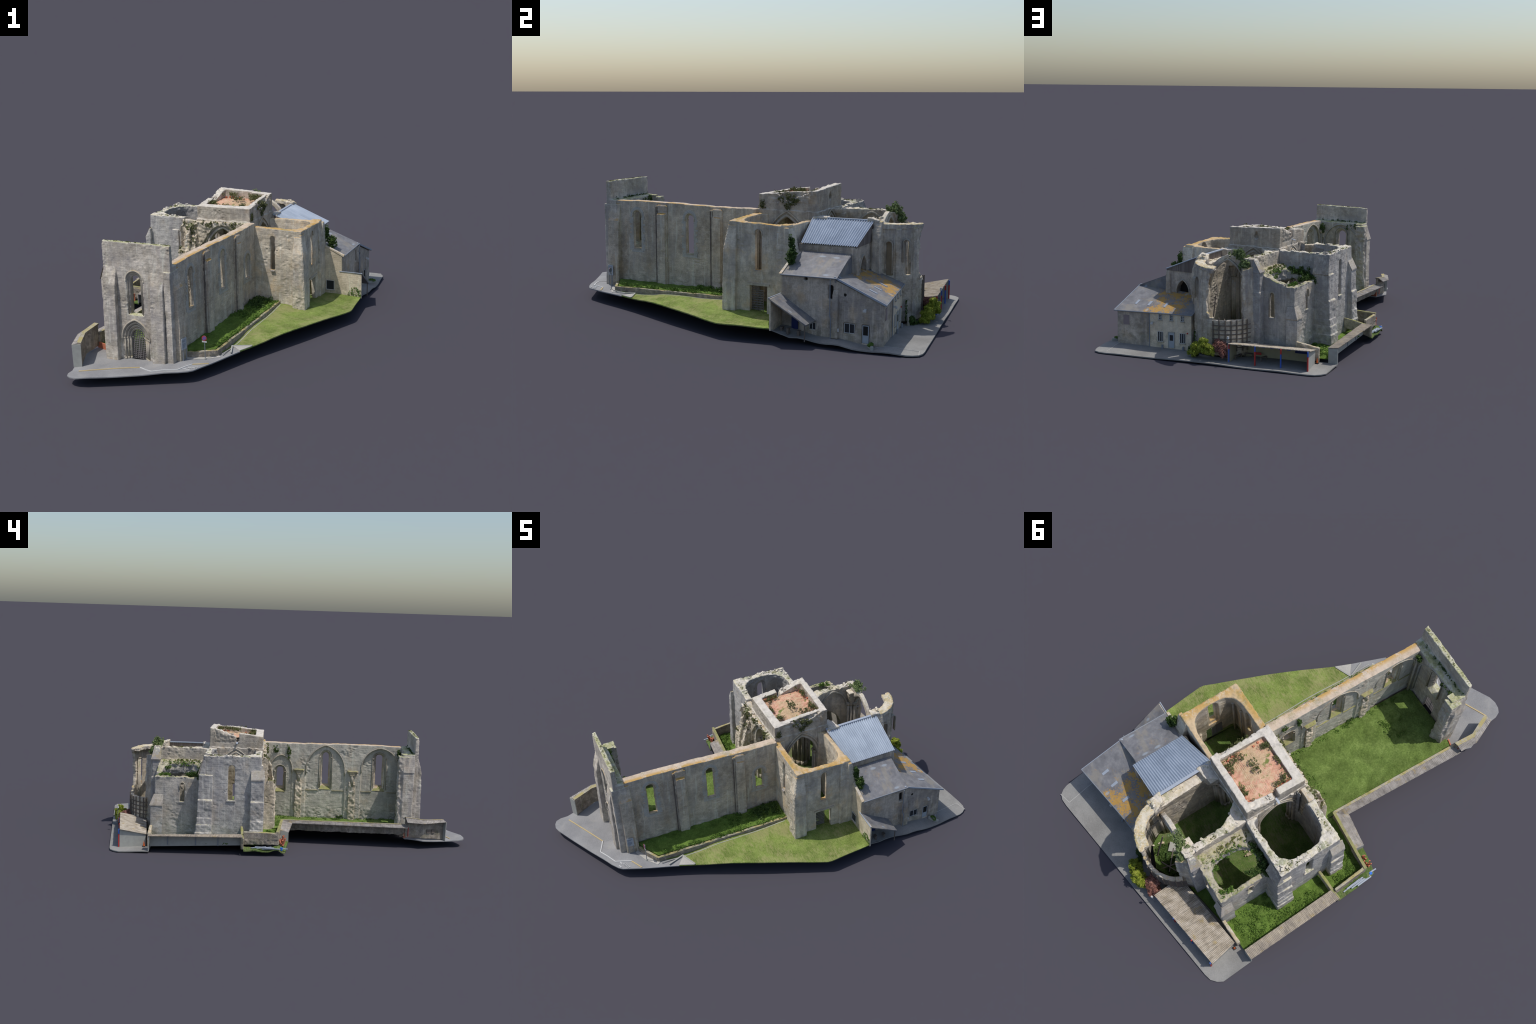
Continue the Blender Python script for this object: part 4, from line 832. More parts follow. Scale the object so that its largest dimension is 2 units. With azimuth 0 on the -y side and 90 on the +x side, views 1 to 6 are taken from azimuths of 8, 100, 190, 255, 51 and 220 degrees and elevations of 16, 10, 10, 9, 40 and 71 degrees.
stone("buttress", [Geo().prism([(.02,.04), (.066,.04), (.064,.412), (.036,.487), (.02,.490)], 'v', .628, .668)], [], M_APSE, choir, .0034, .0012, seed=44)
# clustered responds and the free-standing arch before the apse
ga = Geo()
inn = pointed(-.142, .108, .335, .495, .335, 12)[1:-1]; out = pointed(-.140, .128, .345, .515, .335, 12)[1:-1]
ga.rings([[(i[0],.618,i[1]), (o[0],.619,o[1]), (o[0],.641,o[1]), (i[0],.643,i[1])] for i, o in zip(inn, out)])
stone("apse_arch", [ga, Geo().prism([(-.288,.40), (-.252,.40), (-.246,.42), (-.228,.452), (-.205,.478), (-.18,.497), (-.17,.508), (-.288,.503)], 'v', .618, .652)], [], M_CHOIR, choir, .0032, .0013, crumble=lambda P, N: .55*(P[:, 0] < -.17) + .25, seed=45)
g = Geo(); arch_band(g, -.142, .101, .335, .486, .33, 'v', .638, .648, .008); part("arch_moulding", g, M_TRIM, choir, True)
g = Geo()
for (c, q) in (((-.262,.674), .007), ((-.248,.668), .007), ((-.012,.630), .009), ((-.008,.648), .007), ((-.004,.35), .008), ((-.012,.342), .009), ((-.245,.352), .008)):
    g.cyl(c, q, .06, .335, 10); g.cyl(c, q, .335, .348, 10, q*1.8)
for (c, q) in (((-.238,.622), .008), ((-.230,.638), .008), ((-.244,.606), .0075), ((-.240,.654), .006)):
    g.cyl(c, q, .05, .375, 10); g.cyl(c, q, .375, .392, 10, q*1.7); g.cyl(c, q*1.75, .392, .397, 10)
part("respond_shaft", g, M_TRIM, choir, True)
for (a, b) in (((-.240,.622), (-.214,.600)), ((-.246,.350), (-.215,.378)), ((-.008,.350), (-.035,.372))):
    z0 = .394 if a[1] > .5 else .345; g = Geo(); ux, vx = (a[0]-.012, a[0]+.012), (a[1]-.012, a[1]+.012); e = (b[0]-a[0], b[1]-a[1])
    g.hexa([(ux[0],vx[0],z0), (ux[1],vx[0],z0), (ux[1],vx[1],z0), (ux[0],vx[1],z0)], [(min(ux[0],ux[0]+e[0]),min(vx[0],vx[0]+e[1]),.485), (max(ux[1],ux[1]+e[0]),min(vx[0],vx[0]+e[1]),.485), (max(ux[1],ux[1]+e[0]),max(vx[1],vx[1]+e[1]),.485), (min(ux[0],ux[0]+e[0]),max(vx[1],vx[1]+e[1]),.485)])
    stone("vault_springer", [g], [], M_CHOIR, choir, .0034, .0016, crumble=lambda P, N: .5*(P[:, 2] > .46), seed=int(abs(a[1])*100))

AC = (-.140, .640)
apse = stone("apse_wall", [Geo().sector(AC, .148, .166, -4, 92, .02, .474, 30, .466)] +
             [Geo().sector(AC, .15, .1735, a-4.2, a+4.2, .02, .455, 5) for a in (34, 64)],
             [Geo().prism(pointed(.696, .0155, .382, .397, .238), 'u', -.06, .10), Geo().prism(pointed(.768, .0105, .388, .403, .238), 'u', -.10, .05), Geo().prism([(-.2,.212), (-.124,.216), (-.106,.245), (-.103,.29), (-.108,.34), (-.116,.39), (-.127,.440), (-.2,.45)], 'v', .70, .90)], M_APSE, None, .0034, .0013,
             crumble=lambda P, N: .35*np.clip((P[:, 2]-.45)/.02, 0, 1) + 1.1*np.clip((-.098-P[:, 0])/.012, 0, 1)*(P[:, 2] > .20), seed=51)
stone("cornice", [Geo().sector(AC, .118, .1705, -3, 91, .452, .480, 30, .470)], [], M_APSE, apse, .0034, .0016, crumble=lambda P, N: .45*(N[:, 2] > -.3), seed=54)
part("blocked_window", Geo().prism(pointed(.696, .015, .382, .396, .24), 'u', .001, .008), M_BRICKFILL, apse)
g = Geo()
for t in (30, 62):
    for dt, q in ((-4, .0035), (0, .0055), (4, .0035)):
        p = (AC[0]+.145*math.cos(math.radians(t+dt)), AC[1]+.145*math.sin(math.radians(t+dt))); g.cyl(p, q, .06, .395, 9); g.cyl(p, q, .395, .405, 9, q*1.7)
part("wall_shaft", g, M_TRIM, apse, True)
g = Geo(); arch_band(g, .696, .0155, .382, .397, .25, 'u', .015, .026, .004); arch_band(g, .768, .013, .388, .404, .30, 'u', -.030, -.010, .005); part("window_hood", g, M_TRIM, apse, True)
stone("broken_apse_wall", [Geo().hexa([(-.262,.640,.02), (-.322,.660,.02), (-.272,.708,.02), (-.248,.690,.02)][::-1], [(-.262,.640,.475), (-.300,.655,.462), (-.262,.704,.452), (-.246,.690,.455)][::-1])], [], M_APSE, apse, .0034, .0013, crumble=lambda P, N: .3 + 1.1*np.clip((P[:, 1]-.688)/.01, 0, 1)*.6, seed=52)
low = stone("low_apse_wall", [Geo().sector(AC, .146, .165, 80, 158, .02, .202, 24, .206)], [], M_RUBBLE, apse, .0034, .001, crumble=lambda P, N: .35*(P[:, 2] > .195), seed=53)
def apse_at(t, r, z): return (AC[0]+r*math.cos(math.radians(t)), AC[1]+r*math.sin(math.radians(t)), z)
for t, h in ((93, .2), (104, .218), (115, .205), (125, .205), (135, .205), (146, .220), (155, .205)):
    part("timber_post", Geo().bar(apse_at(t, .1695, .045), apse_at(t, .1695, h), .0042, .0055), M_BEAM, low)
for z in (.062, .085, .108, .131, .154, .177):
    g = Geo()
    for t in range(91, 156, 8): g.bar(apse_at(t, .1675, z), apse_at(t+8, .1675, z), .005, .0042)
    part("timber_rail", g, M_BEAM, low)
# fallen timbers and a slab inside the apse
g = Geo()
for a, b in (((-.20,.73,.11), (-.13,.66,.175)), ((-.22,.70,.11), (-.15,.74,.15)), ((-.10,.74,.10), (-.09,.68,.30)), ((-.17,.75,.11), (-.20,.66,.15))): g.bar(a, b, .005, .005)
part("fallen_beam", g, M_BEAM, apse)
part("fallen_slab", Geo().hexa([(-.136,.649,.085), (-.105,.685,.085), (-.068,.651,.075), (-.099,.629,.075)][::-1], [(-.136,.649,.093), (-.105,.685,.093), (-.068,.651,.083), (-.099,.629,.083)][::-1]), M_CONC, apse)

# ================================================================== 8. HOUSES BUILT AGAINST THE EAST SIDE
annex = stone("upper_annex", [Geo().box(.03, .246, .345, .619, .02, .397), Geo().hexa([(.205,.60,.06), (.252,.60,.06), (.255,.645,.06), (.195,.645,.06)], [(.232,.60,.396), (.250,.60,.396), (.250,.626,.390), (.228,.626,.390)])],
              [Geo().prism(pointed(.148, .038, .285, .345, .20), 'v', .56, .7)], M_HOUSE, None, .0036, .0013, seed=61)
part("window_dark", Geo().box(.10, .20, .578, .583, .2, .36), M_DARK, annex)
g = Geo(); arch_band(g, .148, .038, .285, .346, .255, 'v', .614, .624, .006); part("window_hood", g, M_TRIM, annex, True)
g = Geo().hexa([(.036,.325,.44), (.044,.325,.44), (.044,.626,.44), (.036,.626,.44)], [(.036,.325,.484), (.044,.325,.484), (.044,.626,.485), (.036,.626,.485)])
g.prism([(.04,.393), (.247,.393), (.247,.399), (.04,.484)], 'v', .618, .6235); g.prism([(.044,.455), (.09,.44), (.09,.466), (.044,.484)], 'v', .322, .328)
part("plank_cladding", g, M_WOOD, annex)
g = Geo().box(.2465, .249, .35, .60, .36, .393); part("eaves_board", g, M_HOUSE, annex)
# corrugated sheet roof with real ribs running down the slope
def corr_roof(name, A, B, C, D, ribs, amp, thick, mat, parent, nu=6, jag=0):
    """quad A-B high edge, D-C low edge; ribs run from the high edge to the low edge"""
    A, B, C, D = map(Vector, (A, B, C, D)); m = ribs*8; V = []; F = []; rg = random.Random(3)
    nrm = (B-A).cross(D-A).normalized(); nrm = nrm if nrm.z > 0 else -nrm
    for j in range(m+1):
        t = j/m; h = math.sin(2*math.pi*ribs*t)*amp; e = rg.uniform(-jag, jag)
        for i in range(nu+1):
            s = i/nu; s2 = s + (e if i in (0, nu) else 0)
            p = A.lerp(B, t).lerp(D.lerp(C, t), s2) + nrm*h; V += [tuple(p), tuple(p-nrm*thick)]
    k = 2*(nu+1)
    for j in range(m):
        for i in range(nu):
            a = j*k+2*i; F += [(a, a+2, a+k+2, a+k), (a+1, a+k+1, a+k+3, a+3)]
        a = j*k; F.append((a, a+k, a+k+1, a+1)); a = j*k+2*nu; F.append((a+1, a+k+1, a+k, a))
    for j in (0, m):
        for i in range(nu): a = j*k+2*i; F.append((a, a+1, a+3, a+2) if j == 0 else (a, a+2, a+3, a+1))
    me = bpy.data.meshes.new(name); me.from_pydata(V, [], F)
    o = put(name, me, mat, parent); smooth_by_angle(o, 50); return o
corr_roof("corrugated_roof", (.040,.324,.4885), (.034,.629,.4895), (.251,.629,.4015), (.254,.360,.4015), 25, .0026, .0016, M_BLUE, annex)
part("ridge_flashing", Geo().bar((.037,.324,.490), (.031,.629,.491), .014, .005), M_ZINCFLASH, annex)

lean = stone("middle_house", [Geo().prism([(.235,.02), (.428,.02), (.428,.286), (.262,.360), (.235,.360)], 'v', .346, .604)], [Geo().box(.41, .5, .569, .591, .195, .257), Geo().box(.41, .5, .454, .470, .267, .284), Geo().box(.415, .5, .479, .510, .052, .085), Geo().box(.33, .386, .30, .356, .09, .143)], M_HOUSE, None, .0036, .0012, seed=62)
part("slate_roof", Geo().hexa([(.258,.372,.359), (.434,.349,.281), (.434,.610,.285), (.250,.602,.360)], [(.256,.370,.365), (.437,.347,.287), (.437,.612,.291), (.248,.602,.366)]), M_SLATE, lean)
part("slate_gable", Geo().prism([(.25,.27), (.43,.27), (.432,.288), (.25,.364)], 'v', .598, .606), M_SLATE, lean)
part("verge_coping", Geo().hexa([(.280,.340,.352), (.434,.338,.282), (.434,.352,.284), (.280,.352,.354)], [(.280,.340,.358), (.437,.338,.2895), (.437,.352,.2915), (.280,.352,.360)]), M_CINDER, lean)
part("gutter", Geo().tube([(.439,.347,.286), (.439,.612,.289)], .003, 8), M_PIPE, lean)
part("gable_wall", Geo().hexa([(.240,.3415,.03), (.424,.3415,.03), (.424,.348,.03), (.240,.348,.03)], [(.26,.3415,.362), (.424,.3415,.283), (.424,.348,.283), (.26,.348,.362)]), M_CINDER, lean)
stone("buttress", [Geo().hexa([(.42,.588,.03), (.452,.588,.03), (.452,.622,.03), (.42,.622,.03)], [(.42,.589,.17), (.446,.589,.17), (.446,.619,.17), (.42,.619,.17)]), Geo().hexa([(.42,.590,.168), (.446,.590,.168), (.446,.619,.168), (.42,.619,.168)], [(.42,.592,.240), (.431,.592,.238), (.431,.618,.238), (.42,.618,.240)])], [], M_HOUSE, lean, .0034, .0012, seed=63)

hb = [(.432,.822), (.009,.757), (.009,.60), (.432,.600)]
house = stone("north_house", [Geo().hexa([(*hb[2],.006), (*hb[3],.006), (*hb[0],.006), (*hb[1],.006)], [(.009,.600,.262), (.430,.600,.281), (.432,.822,.193), (.009,.757,.200)])],
              [Geo().box(.42, .5, .641, .694, .053, .100), Geo().box(.42, .5, .724, .757, .018, .100), Geo().box(.425, .5, .641, .653, .214, .227)], M_HOUSE, None, .0036, .0011, seed=64)
part("slate_roof", Geo().hexa([(.004,.604,.268), (.431,.602,.286), (.440,.832,.1905), (-.002,.764,.198)], [(.004,.602,.274), (.433,.600,.2925), (.441,.834,.1970), (-.002,.766,.2045)]), M_SLATE_L, house)
part("ridge_flashing", Geo().bar((.25,.601,.2855), (.434,.600,.2935), .007, .004), M_ZINCFLASH, house)
part("gutter", Geo().tube([(.443,.836,.194), (-.002,.768,.201)], .003, 8), M_PIPE, house)
part("verge_strip", Geo().bar((.440,.834,.1955), (.433,.602,.2905), .003, .008), M_ZINCFLASH, house)
T2 = Vector((-.411, -.0626, 0)).normalized(); N2 = Vector((T2.y, -T2.x, 0)); N2 = N2 if N2.y > 0 else -N2
def nwall(s, d, z): p = Vector((.432,.822,0)) + T2*s + N2*d; return (p.x, p.y, z)
def slab(g, s0, s1, d0, d1, z0, z1, at=nwall):
    return g.hexa([at(s0,d0,z0), at(s1,d0,z0), at(s1,d1,z0), at(s0,d1,z0)], [at(s0,d0,z1), at(s1,d0,z1), at(s1,d1,z1), at(s0,d1,z1)])
ewall = lambda s, d, z: (.433+d, s, z)
part("plaster_front", slab(Geo(), .188, .426, -.004, .0022, .01, .196), M_NHOUSE, house)
def window(s0, s1, z0, z1, parent, at, cols=2, rows=2, d=.0, frame=M_WHITE, sill=True):
    w = part("window", slab(Geo(), s0, s1, d-.001, d+.0012, z0, z1, at), M_GLASS, parent)
    g = Geo(); t = .0022
    for i in range(cols+1): s = s0+(s1-s0)*i/cols; slab(g, s-t/2, s+t/2, d+.001, d+.0032, z0-t/2, z1+t/2, at)
    for i in range(rows+1): z = z0+(z1-z0)*i/rows; slab(g, s0, s1, d+.001, d+.003, z-t/2, z+t/2, at)
    part("window_frame", g, frame, w)
    if sill: part("window_sill", slab(Geo(), s0-.003, s1+.003, d, d+.006, z0-.005, z0-.001, at), M_TRIM, w)
for s in (.243, .306, .369): window(s, s+.017, .163, .191, house, nwall, 2, 3, .0022)
for s in (.237, .363): window(s, s+.029, .046, .098, house, nwall, 3, 1, .0022)
d = part("door", slab(Geo(), .299, .330, .001, .0045, .016, .097, nwall), M_DOOR, house); part("door_pane", slab(Geo(), .305, .324, .0044, .0054, .055, .085, nwall), M_GLASS, d)
g = Geo(); slab(g, .296, .299, .001, .006, .016, .1, nwall); slab(g, .330, .333, .001, .006, .016, .1, nwall); slab(g, .296, .333, .001, .006, .097, .1005, nwall); part("door_frame", g, M_CONC, d)
part("closed_shutter", slab(Geo(), .037, .071, -.001, .002, .119, .171, nwall), M_SHUT, house)
part("downpipe", Geo().tube([nwall(.189,.004,.195), nwall(.189,.004,.01)], .0022, 8), M_PIPE, house)
window(.645, .690, .057, .098, house, ewall, 2, 1, -.008)
d = part("door", slab(Geo(), .726, .755, -.009, -.006, .02, .098, ewall), M_DOOR, house); part("door_pane", slab(Geo(), .730, .751, -.0062, -.005, .055, .094, ewall), M_DARK, d)
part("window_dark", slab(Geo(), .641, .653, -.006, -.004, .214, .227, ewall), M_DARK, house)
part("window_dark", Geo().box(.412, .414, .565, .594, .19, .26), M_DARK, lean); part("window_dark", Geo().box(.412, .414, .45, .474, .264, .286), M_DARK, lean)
lw = lambda s, d, z: (.428+d, s, z)
window(.480, .509, .053, .084, lean, lw, 2, 1, -.008); window(.3365, .381, .090, .142, lean, lambda s, d, z: (s, .3415-d, z), 1, 1, .001)
for at, s, z, par in ((nwall, .208, .143, house), (ewall, .743, .166, house)):
    g = Geo(); slab(g, s-.005, s+.005, .002, .016, z-.002, z+.005, at); slab(g, s-.007, s+.007, .012, .020, z-.006, z+.001, at); part("flood_lamp", g, M_WHITE, par)
part("downpipe", Geo().tube([(.446,.584,.285), (.446,.584,.13), (.452,.590,.115), (.452,.590,.025)], .0022, 8), M_PIPE, lean)
part("notice_plate", slab(Geo(), .603, .627, .0, .0022, .062, .076, lambda s, d, z: (.446+d, s, z)), M_WHITE, house)
for s in (.266, .385): part("litter_bin", Geo().cyl(nwall(s, .012, 0)[:2], .0055, .008, .030, 12), M_PIPE, house)
part("fire_bell", slab(Geo(), .402, .408, .002, .006, .098, .105, nwall), M_RED, house)
g = Geo()
def roof_z(u, v):                    # top of the north roof
    v0 = .766+.155*u; t = (v-.602)/(v0-.602); return .274+.043*u + t*(.2045-.017*u-.274-.043*u)
for s, v in ((.353,.728), (.278,.722), (.184,.712)):
    c = [(s-.007,v), (s+.007,v), (s+.006,v+.036), (s-.006,v+.036)]
    g.hexa([(a, b, roof_z(a, b)-.003) for a, b in c], [(a, b, roof_z(a, b)+.0022) for a, b in c])
part("roof_light", g, M_ZINCFLASH, house)
# planter in front of the east door
g = Geo().hexa([(.436,.762,.006), (.447,.756,.006), (.494,.790,.005), (.485,.798,.005)], [(.436,.762,.026), (.447,.756,.026), (.494,.790,.025), (.485,.798,.025)])
pl_ = part("planter", g, M_CONC, house)
leaf_cloud("planter_leaves", [((.465,.777,.028), (.020,.010,.007), 160)], .006, M_WEED, pl_, 5)

# open lean-to in the corner
porch = part("porch_wall", Geo().hexa([(.424,.3405,.05), (.536,.3405,.055), (.536,.347,.055), (.424,.347,.05)], [(.424,.3405,.197), (.536,.3405,.195), (.536,.347,.195), (.424,.347,.197)]), M_CINDER)
part("porch_roof", Geo().hexa([(.418,.344,.192), (.540,.339,.192), (.526,.508,.089), (.418,.510,.089)], [(.416,.344,.1995), (.541,.338,.1985), (.527,.509,.0955), (.416,.511,.0955)]), M_SLATE, porch)
part("verge_strip", Geo().bar((.41,.340,.1985), (.541,.338,.1985), .004, .003), M_ZINCFLASH, porch)
part("porch_post", Geo().bar((.520,.500,.02), (.520,.500,.092), .004, .004), M_BEAM, porch)
g = Geo().box(.432,.436,.40,.43,.05,.12); part("porch_door", g, M_NAVY, porch)
g = Geo()
for v in (.37,.40,.45): g.box(.47, .49, v, v+.012, .062-.1*(v-.36), .066-.1*(v-.36)); g.box(.472,.474,v,v+.01,.03,.064-.1*(v-.36)); g.box(.487,.489,v,v+.01,.03,.064-.1*(v-.36))
part("stacked_bench", g, M_BEAM, porch)

# ================================================================== 9. GARDEN WALLS
gwall = stone("garden_wall", [Geo().hexa([(-.394,-.10,.068), (-.382,-.095,.068), (-.409,-.785,.068), (-.421,-.785,.068)][::-1], [(-.394,-.10,.119), (-.382,-.095,.119), (-.409,-.785,.123), (-.421,-.785,.122)][::-1]),
                             Geo().hexa([(-.690,-.073,.05), (-.690,-.058,.05), (-.385,-.085,.06), (-.385,-.10,.06)][::-1], [(-.690,-.073,.116), (-.690,-.058,.116), (-.385,-.085,.118), (-.385,-.10,.118)][::-1]),
                             Geo().hexa([(-.708,.115,.05), (-.694,.115,.05), (-.678,-.065,.05), (-.694,-.070,.05)][::-1], [(-.708,.118,.121), (-.694,.118,.123), (-.678,-.065,.117), (-.694,-.070,.116)][::-1])],
              [], M_GARDEN, None, .0034, .001, crumble=lambda P, N: .8*(P[:, 2] < .078), seed=71)
def tiled(name, A, B, C, D, rows, parent, mat=None, amp=.0011): return corr_roof(name, A, B, C, D, rows, amp, .003, mat or M_TILE, parent, 5, .02)
tiled("coping_tiles", (-.414,-.784,.1265), (-.384,-.096,.1215), (-.426,-.148,.1155), (-.4625,-.795,.1175), 92, gwall)
tiled("coping_tiles", (-.384,-.092,.121), (-.585,-.075,.113), (-.589,-.126,.099), (-.425,-.148,.1155), 26, gwall)
part("ridge_stones", Geo().bar((-.413,-.786,.1255), (-.381,-.09,.1205), .012, .008), M_GARDEN, gwall)
part("ridge_stones", Geo().bar((-.379,-.0905,.1215), (-.694,-.064,.1195), .014, .007), M_MOSSWALL, gwall)
part("sheet_side", Geo().hexa([(-.590,-.126,.045), (-.586,-.126,.045), (-.582,-.072,.045), (-.586,-.072,.045)], [(-.590,-.126,.098), (-.586,-.126,.098), (-.582,-.072,.110), (-.586,-.072,.110)]), M_CONC, gwall)
stone("divider_wall", [Geo().hexa([(-.744,.114,.03), (-.735,.130,.03), (-.585,.139,.07), (-.582,.124,.07)][::-1], [(-.744,.114,.097), (-.735,.130,.099), (-.585,.139,.127), (-.582,.124,.126)][::-1])], [], M_MOSSWALL, gwall, .0034, .0015, crumble=lambda P, N: .4*(P[:, 2] > .09), seed=72)
# sloping wall beside the road
ramp = Geo()
pts_s = [(-.432,-.784,.062,.164), (-.436,-.885,.056,.154), (-.388,-1.004,.042,.151)]; pts_o = [(-.460,-.788,.060,.152), (-.462,-.880,.052,.147), (-.406,-1.014,.039,.150)]; pts_i = [(-.418,-.780,.060,.168), (-.423,-.886,.052,.157), (-.374,-.999,.039,.152)]
ramp.rings([[(o[0],o[1],o[2]), (i[0],i[1],i[2]), (i[0],i[1],i[3]), (o[0],o[1],o[3])] for o, i in zip(pts_s, pts_i)])
rampw = stone("roadside_wall", [ramp], [], M_GARDEN, None, .0034, .0008, seed=73)
for k in (0, 1):
    a, b, c, d = pts_i[k], pts_i[k+1], pts_o[k+1], pts_o[k]
    mi = lambda p, q, t: tuple(p[j]+(q[j]-p[j])*t for j in (0, 1))
    tiled("coping_tiles", (*mi(a,d,.42), a[3]+.003), (*mi(b,c,.42), b[3]+.003), (c[0]-.005, c[1]-.002, c[3]-.002), (d[0]-.005, d[1]-.002, d[3]-.002), 14, rampw)
    part("ridge_stones", Geo().hexa([(*mi(a,d,-.08), a[3]-.004), (*mi(b,c,-.08), b[3]-.004), (*mi(b,c,.45), b[3]-.004), (*mi(a,d,.45), a[3]-.004)][::-1], [(*mi(a,d,-.08), a[3]+.004), (*mi(b,c,-.08), b[3]+.004), (*mi(b,c,.45), b[3]+.006), (*mi(a,d,.45), a[3]+.006)][::-1]), M_GARDEN, rampw)
part("wall_end_plaster", Geo().hexa([(-.4075,-1.0165,.04), (-.372,-1.0005,.04), (-.373,-.997,.04), (-.4085,-1.013,.04)], [(-.4095,-1.0175,.148), (-.372,-1.0005,.150), (-.373,-.997,.150), (-.4105,-1.014,.148)]), M_CONC, rampw)
part("wall_pipe", Geo().tube([(-.434,-.80,.063), (-.4355,-.80,.115)], .0025, 6), M_RED, rampw)
part("niche", Geo().hexa([(-.433,-.905,.085), (-.424,-.927,.085), (-.418,-.925,.085), (-.427,-.903,.085)], [(-.433,-.905,.105), (-.424,-.927,.105), (-.418,-.925,.105), (-.427,-.903,.105)]), M_BEAM, rampw)
part("meter_box", Geo().hexa([(-.421,-.935,.085), (-.413,-.952,.085), (-.409,-.950,.085), (-.417,-.933,.085)], [(-.421,-.935,.105), (-.413,-.952,.105), (-.409,-.950,.105), (-.417,-.933,.105)]), M_BEAM, rampw)
g = Geo().bar((-.362,-.80,.062), (-.425,-.78,.066), .006, .03); part("rusty_gate", g, M_REDBRICK, rampw)

# west boundary wall: cement panels under a tiled coping
bw = part("boundary_wall", Geo().hexa([(-.714,.62,.026), (-.706,.62,.026), (-.690,.13,.044), (-.698,.13,.044)][::-1], [(-.714,.62,.088), (-.706,.62,.087), (-.690,.13,.101), (-.698,.13,.101)][::-1]), M_CONC)
corr_roof("coping_tiles", (-.7045,.626,.0885), (-.688,.126,.1035), (-.744,.120,.1005), (-.7595,.624,.0945), 74, .0011, .003, corrugated("lichened_coping_tile", ((.24,.21,.18), (.35,.30,.24), (.46,.40,.31)), 'v', 160, .5), bw, 5, .02)
part("wall_end", Geo().hexa([(-.757,.618,.008), (-.708,.622,.008), (-.708,.626,.008), (-.757,.623,.008)], [(-.757,.618,.09), (-.708,.622,.084), (-.708,.626,.084), (-.757,.623,.09)]), M_CONC, bw)
g = Geo()
for v in (.52, .37, .25): g.box(-.717+(.62-v)*.033, -.708+(.62-v)*.033, v, v+.006, .038, .09)
part("panel_joint", g, M_PIPE, bw)
stone("screen_wall", [Geo().hexa([(-.660,.622,.01), (-.53,.630,.05), (-.53,.644,.05), (-.660,.640,.01)], [(-.662,.622,.084), (-.535,.628,.103), (-.535,.644,.103), (-.662,.640,.084)])], [], M_RUBBLE, None, .0034, .0012, crumble=lambda P, N: .3*(P[:, 2] > .08), seed=74)

# scrap corner outside the wall
Z_SCRAP = height([(-.735,.10,.026), (-.715,-.10,.018), (-.70,-.07,.045), (-.712,.10,.040), (-.728,0,.025), (-.60,-.12,.048), (-.66,-.09,.045)])
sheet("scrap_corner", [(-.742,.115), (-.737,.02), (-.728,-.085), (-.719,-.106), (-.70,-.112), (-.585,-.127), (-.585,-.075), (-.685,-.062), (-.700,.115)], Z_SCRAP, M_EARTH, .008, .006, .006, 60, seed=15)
g = Geo(); rg = random.Random(8)
for i in range(9):
    v = -.095+.012*rg.random()+.014*i; u = -.722+rg.uniform(-.01, .01); g.bar((u+.004, v-.03, .034+rg.uniform(0, .012)), (u+rg.uniform(-.006,.006), v+.05, .034+rg.uniform(0, .01)), .006, .004)
part("scrap_metal", g, M_ZINCFLASH, None, False, "stuff")
g = Geo()
for i in range(12):
    u = -.625-rg.random()*.06; v = -.10+rg.random()*.02; g.bar((u, v, .045), (u+rg.uniform(-.02,.02), v+rg.uniform(-.015,.015), .07+rg.uniform(0,.025)), .006, .006)
part("scrap_wood", g, M_REDBRICK, None, False, "stuff")
part("blue_bucket", Geo().cyl((-.715,-.088), .006, .028, .043, 12, .0075), M_TARP)

# ================================================================== 10. PLAYGROUND SHELTER
SNE, SNW, SSW, SSE = (-.258,.850), (-.684,.785), (-.650,.645), (-.243,.700)
shelter = corr_roof("shelter_roof", (*SSE,.0775), (*SSW,.0765), (*SNW,.1075), (*SNE,.1055), 58, .0016, .003, M_SHEDROOF, None, 8, .006)
def wall2(name, a, b, za, zb, mat, t=.005):
    d = Vector((b[0]-a[0], b[1]-a[1])).normalized(); s = Vector((-d.y, d.x))*t/2
    return part(name, Geo().hexa([(a[0]-s.x,a[1]-s.y,.004), (b[0]-s.x,b[1]-s.y,.004), (b[0]+s.x,b[1]+s.y,.004), (a[0]+s.x,a[1]+s.y,.004)], [(a[0]-s.x,a[1]-s.y,za), (b[0]-s.x,b[1]-s.y,zb), (b[0]+s.x,b[1]+s.y,zb), (a[0]+s.x,a[1]+s.y,za)]), mat, shelter)
wall2("side_wall", (-.671,.788), (-.645,.650), .103, .073, M_CONC); wall2("back_wall", (-.645,.652), (-.250,.705), .073, .074, M_BEIGE); wall2("side_wall", (-.250,.703), (-.262,.845), .074, .101, M_BEIGE)
part("pin_board", Geo().bar((-.628,.6575,.062), (-.545,.6685,.062), .003, .022), M_NAVY, shelter)
for i in range(4): s = .2+.1*i; part("notice_sheet", Geo().bar((-.52+.045*i,.6722+.006*i,.066), (-.503+.045*i,.6745+.006*i,.066), .002, .012), M_BLU, shelter)
for i, p in enumerate(((-.262,.846), (-.401,.829), (-.535,.811), (-.672,.792))):
    lo_, hi_ = ((M_BLU, M_RED) if i % 2 == 0 else (M_RED, M_BLU))
    po = part("shelter_post", Geo().bar((*p,.006), (*p,.078), .006, .006), lo_, shelter); part("post_top", Geo().bar((*p,.0783), (*p,.1035), .0062, .0062), hi_, po)
g = Geo()
for a, b in (((-.29,.725), (-.33,.72)), ((-.40,.76), (-.41,.72)), ((-.275,.80), (-.28,.75))):
    g.bar((*a,.030), (*b,.030), .012, .003); g.bar((*a,.006), (*a,.03), .004, .006); g.bar((*b,.006), (*b,.03), .004, .006)
part("bench", g, M_BEAM, shelter); g = Geo().bar((-.345,.715,.034), (-.375,.711,.034), .003, .012); part("bench_back", g, M_RED, shelter)
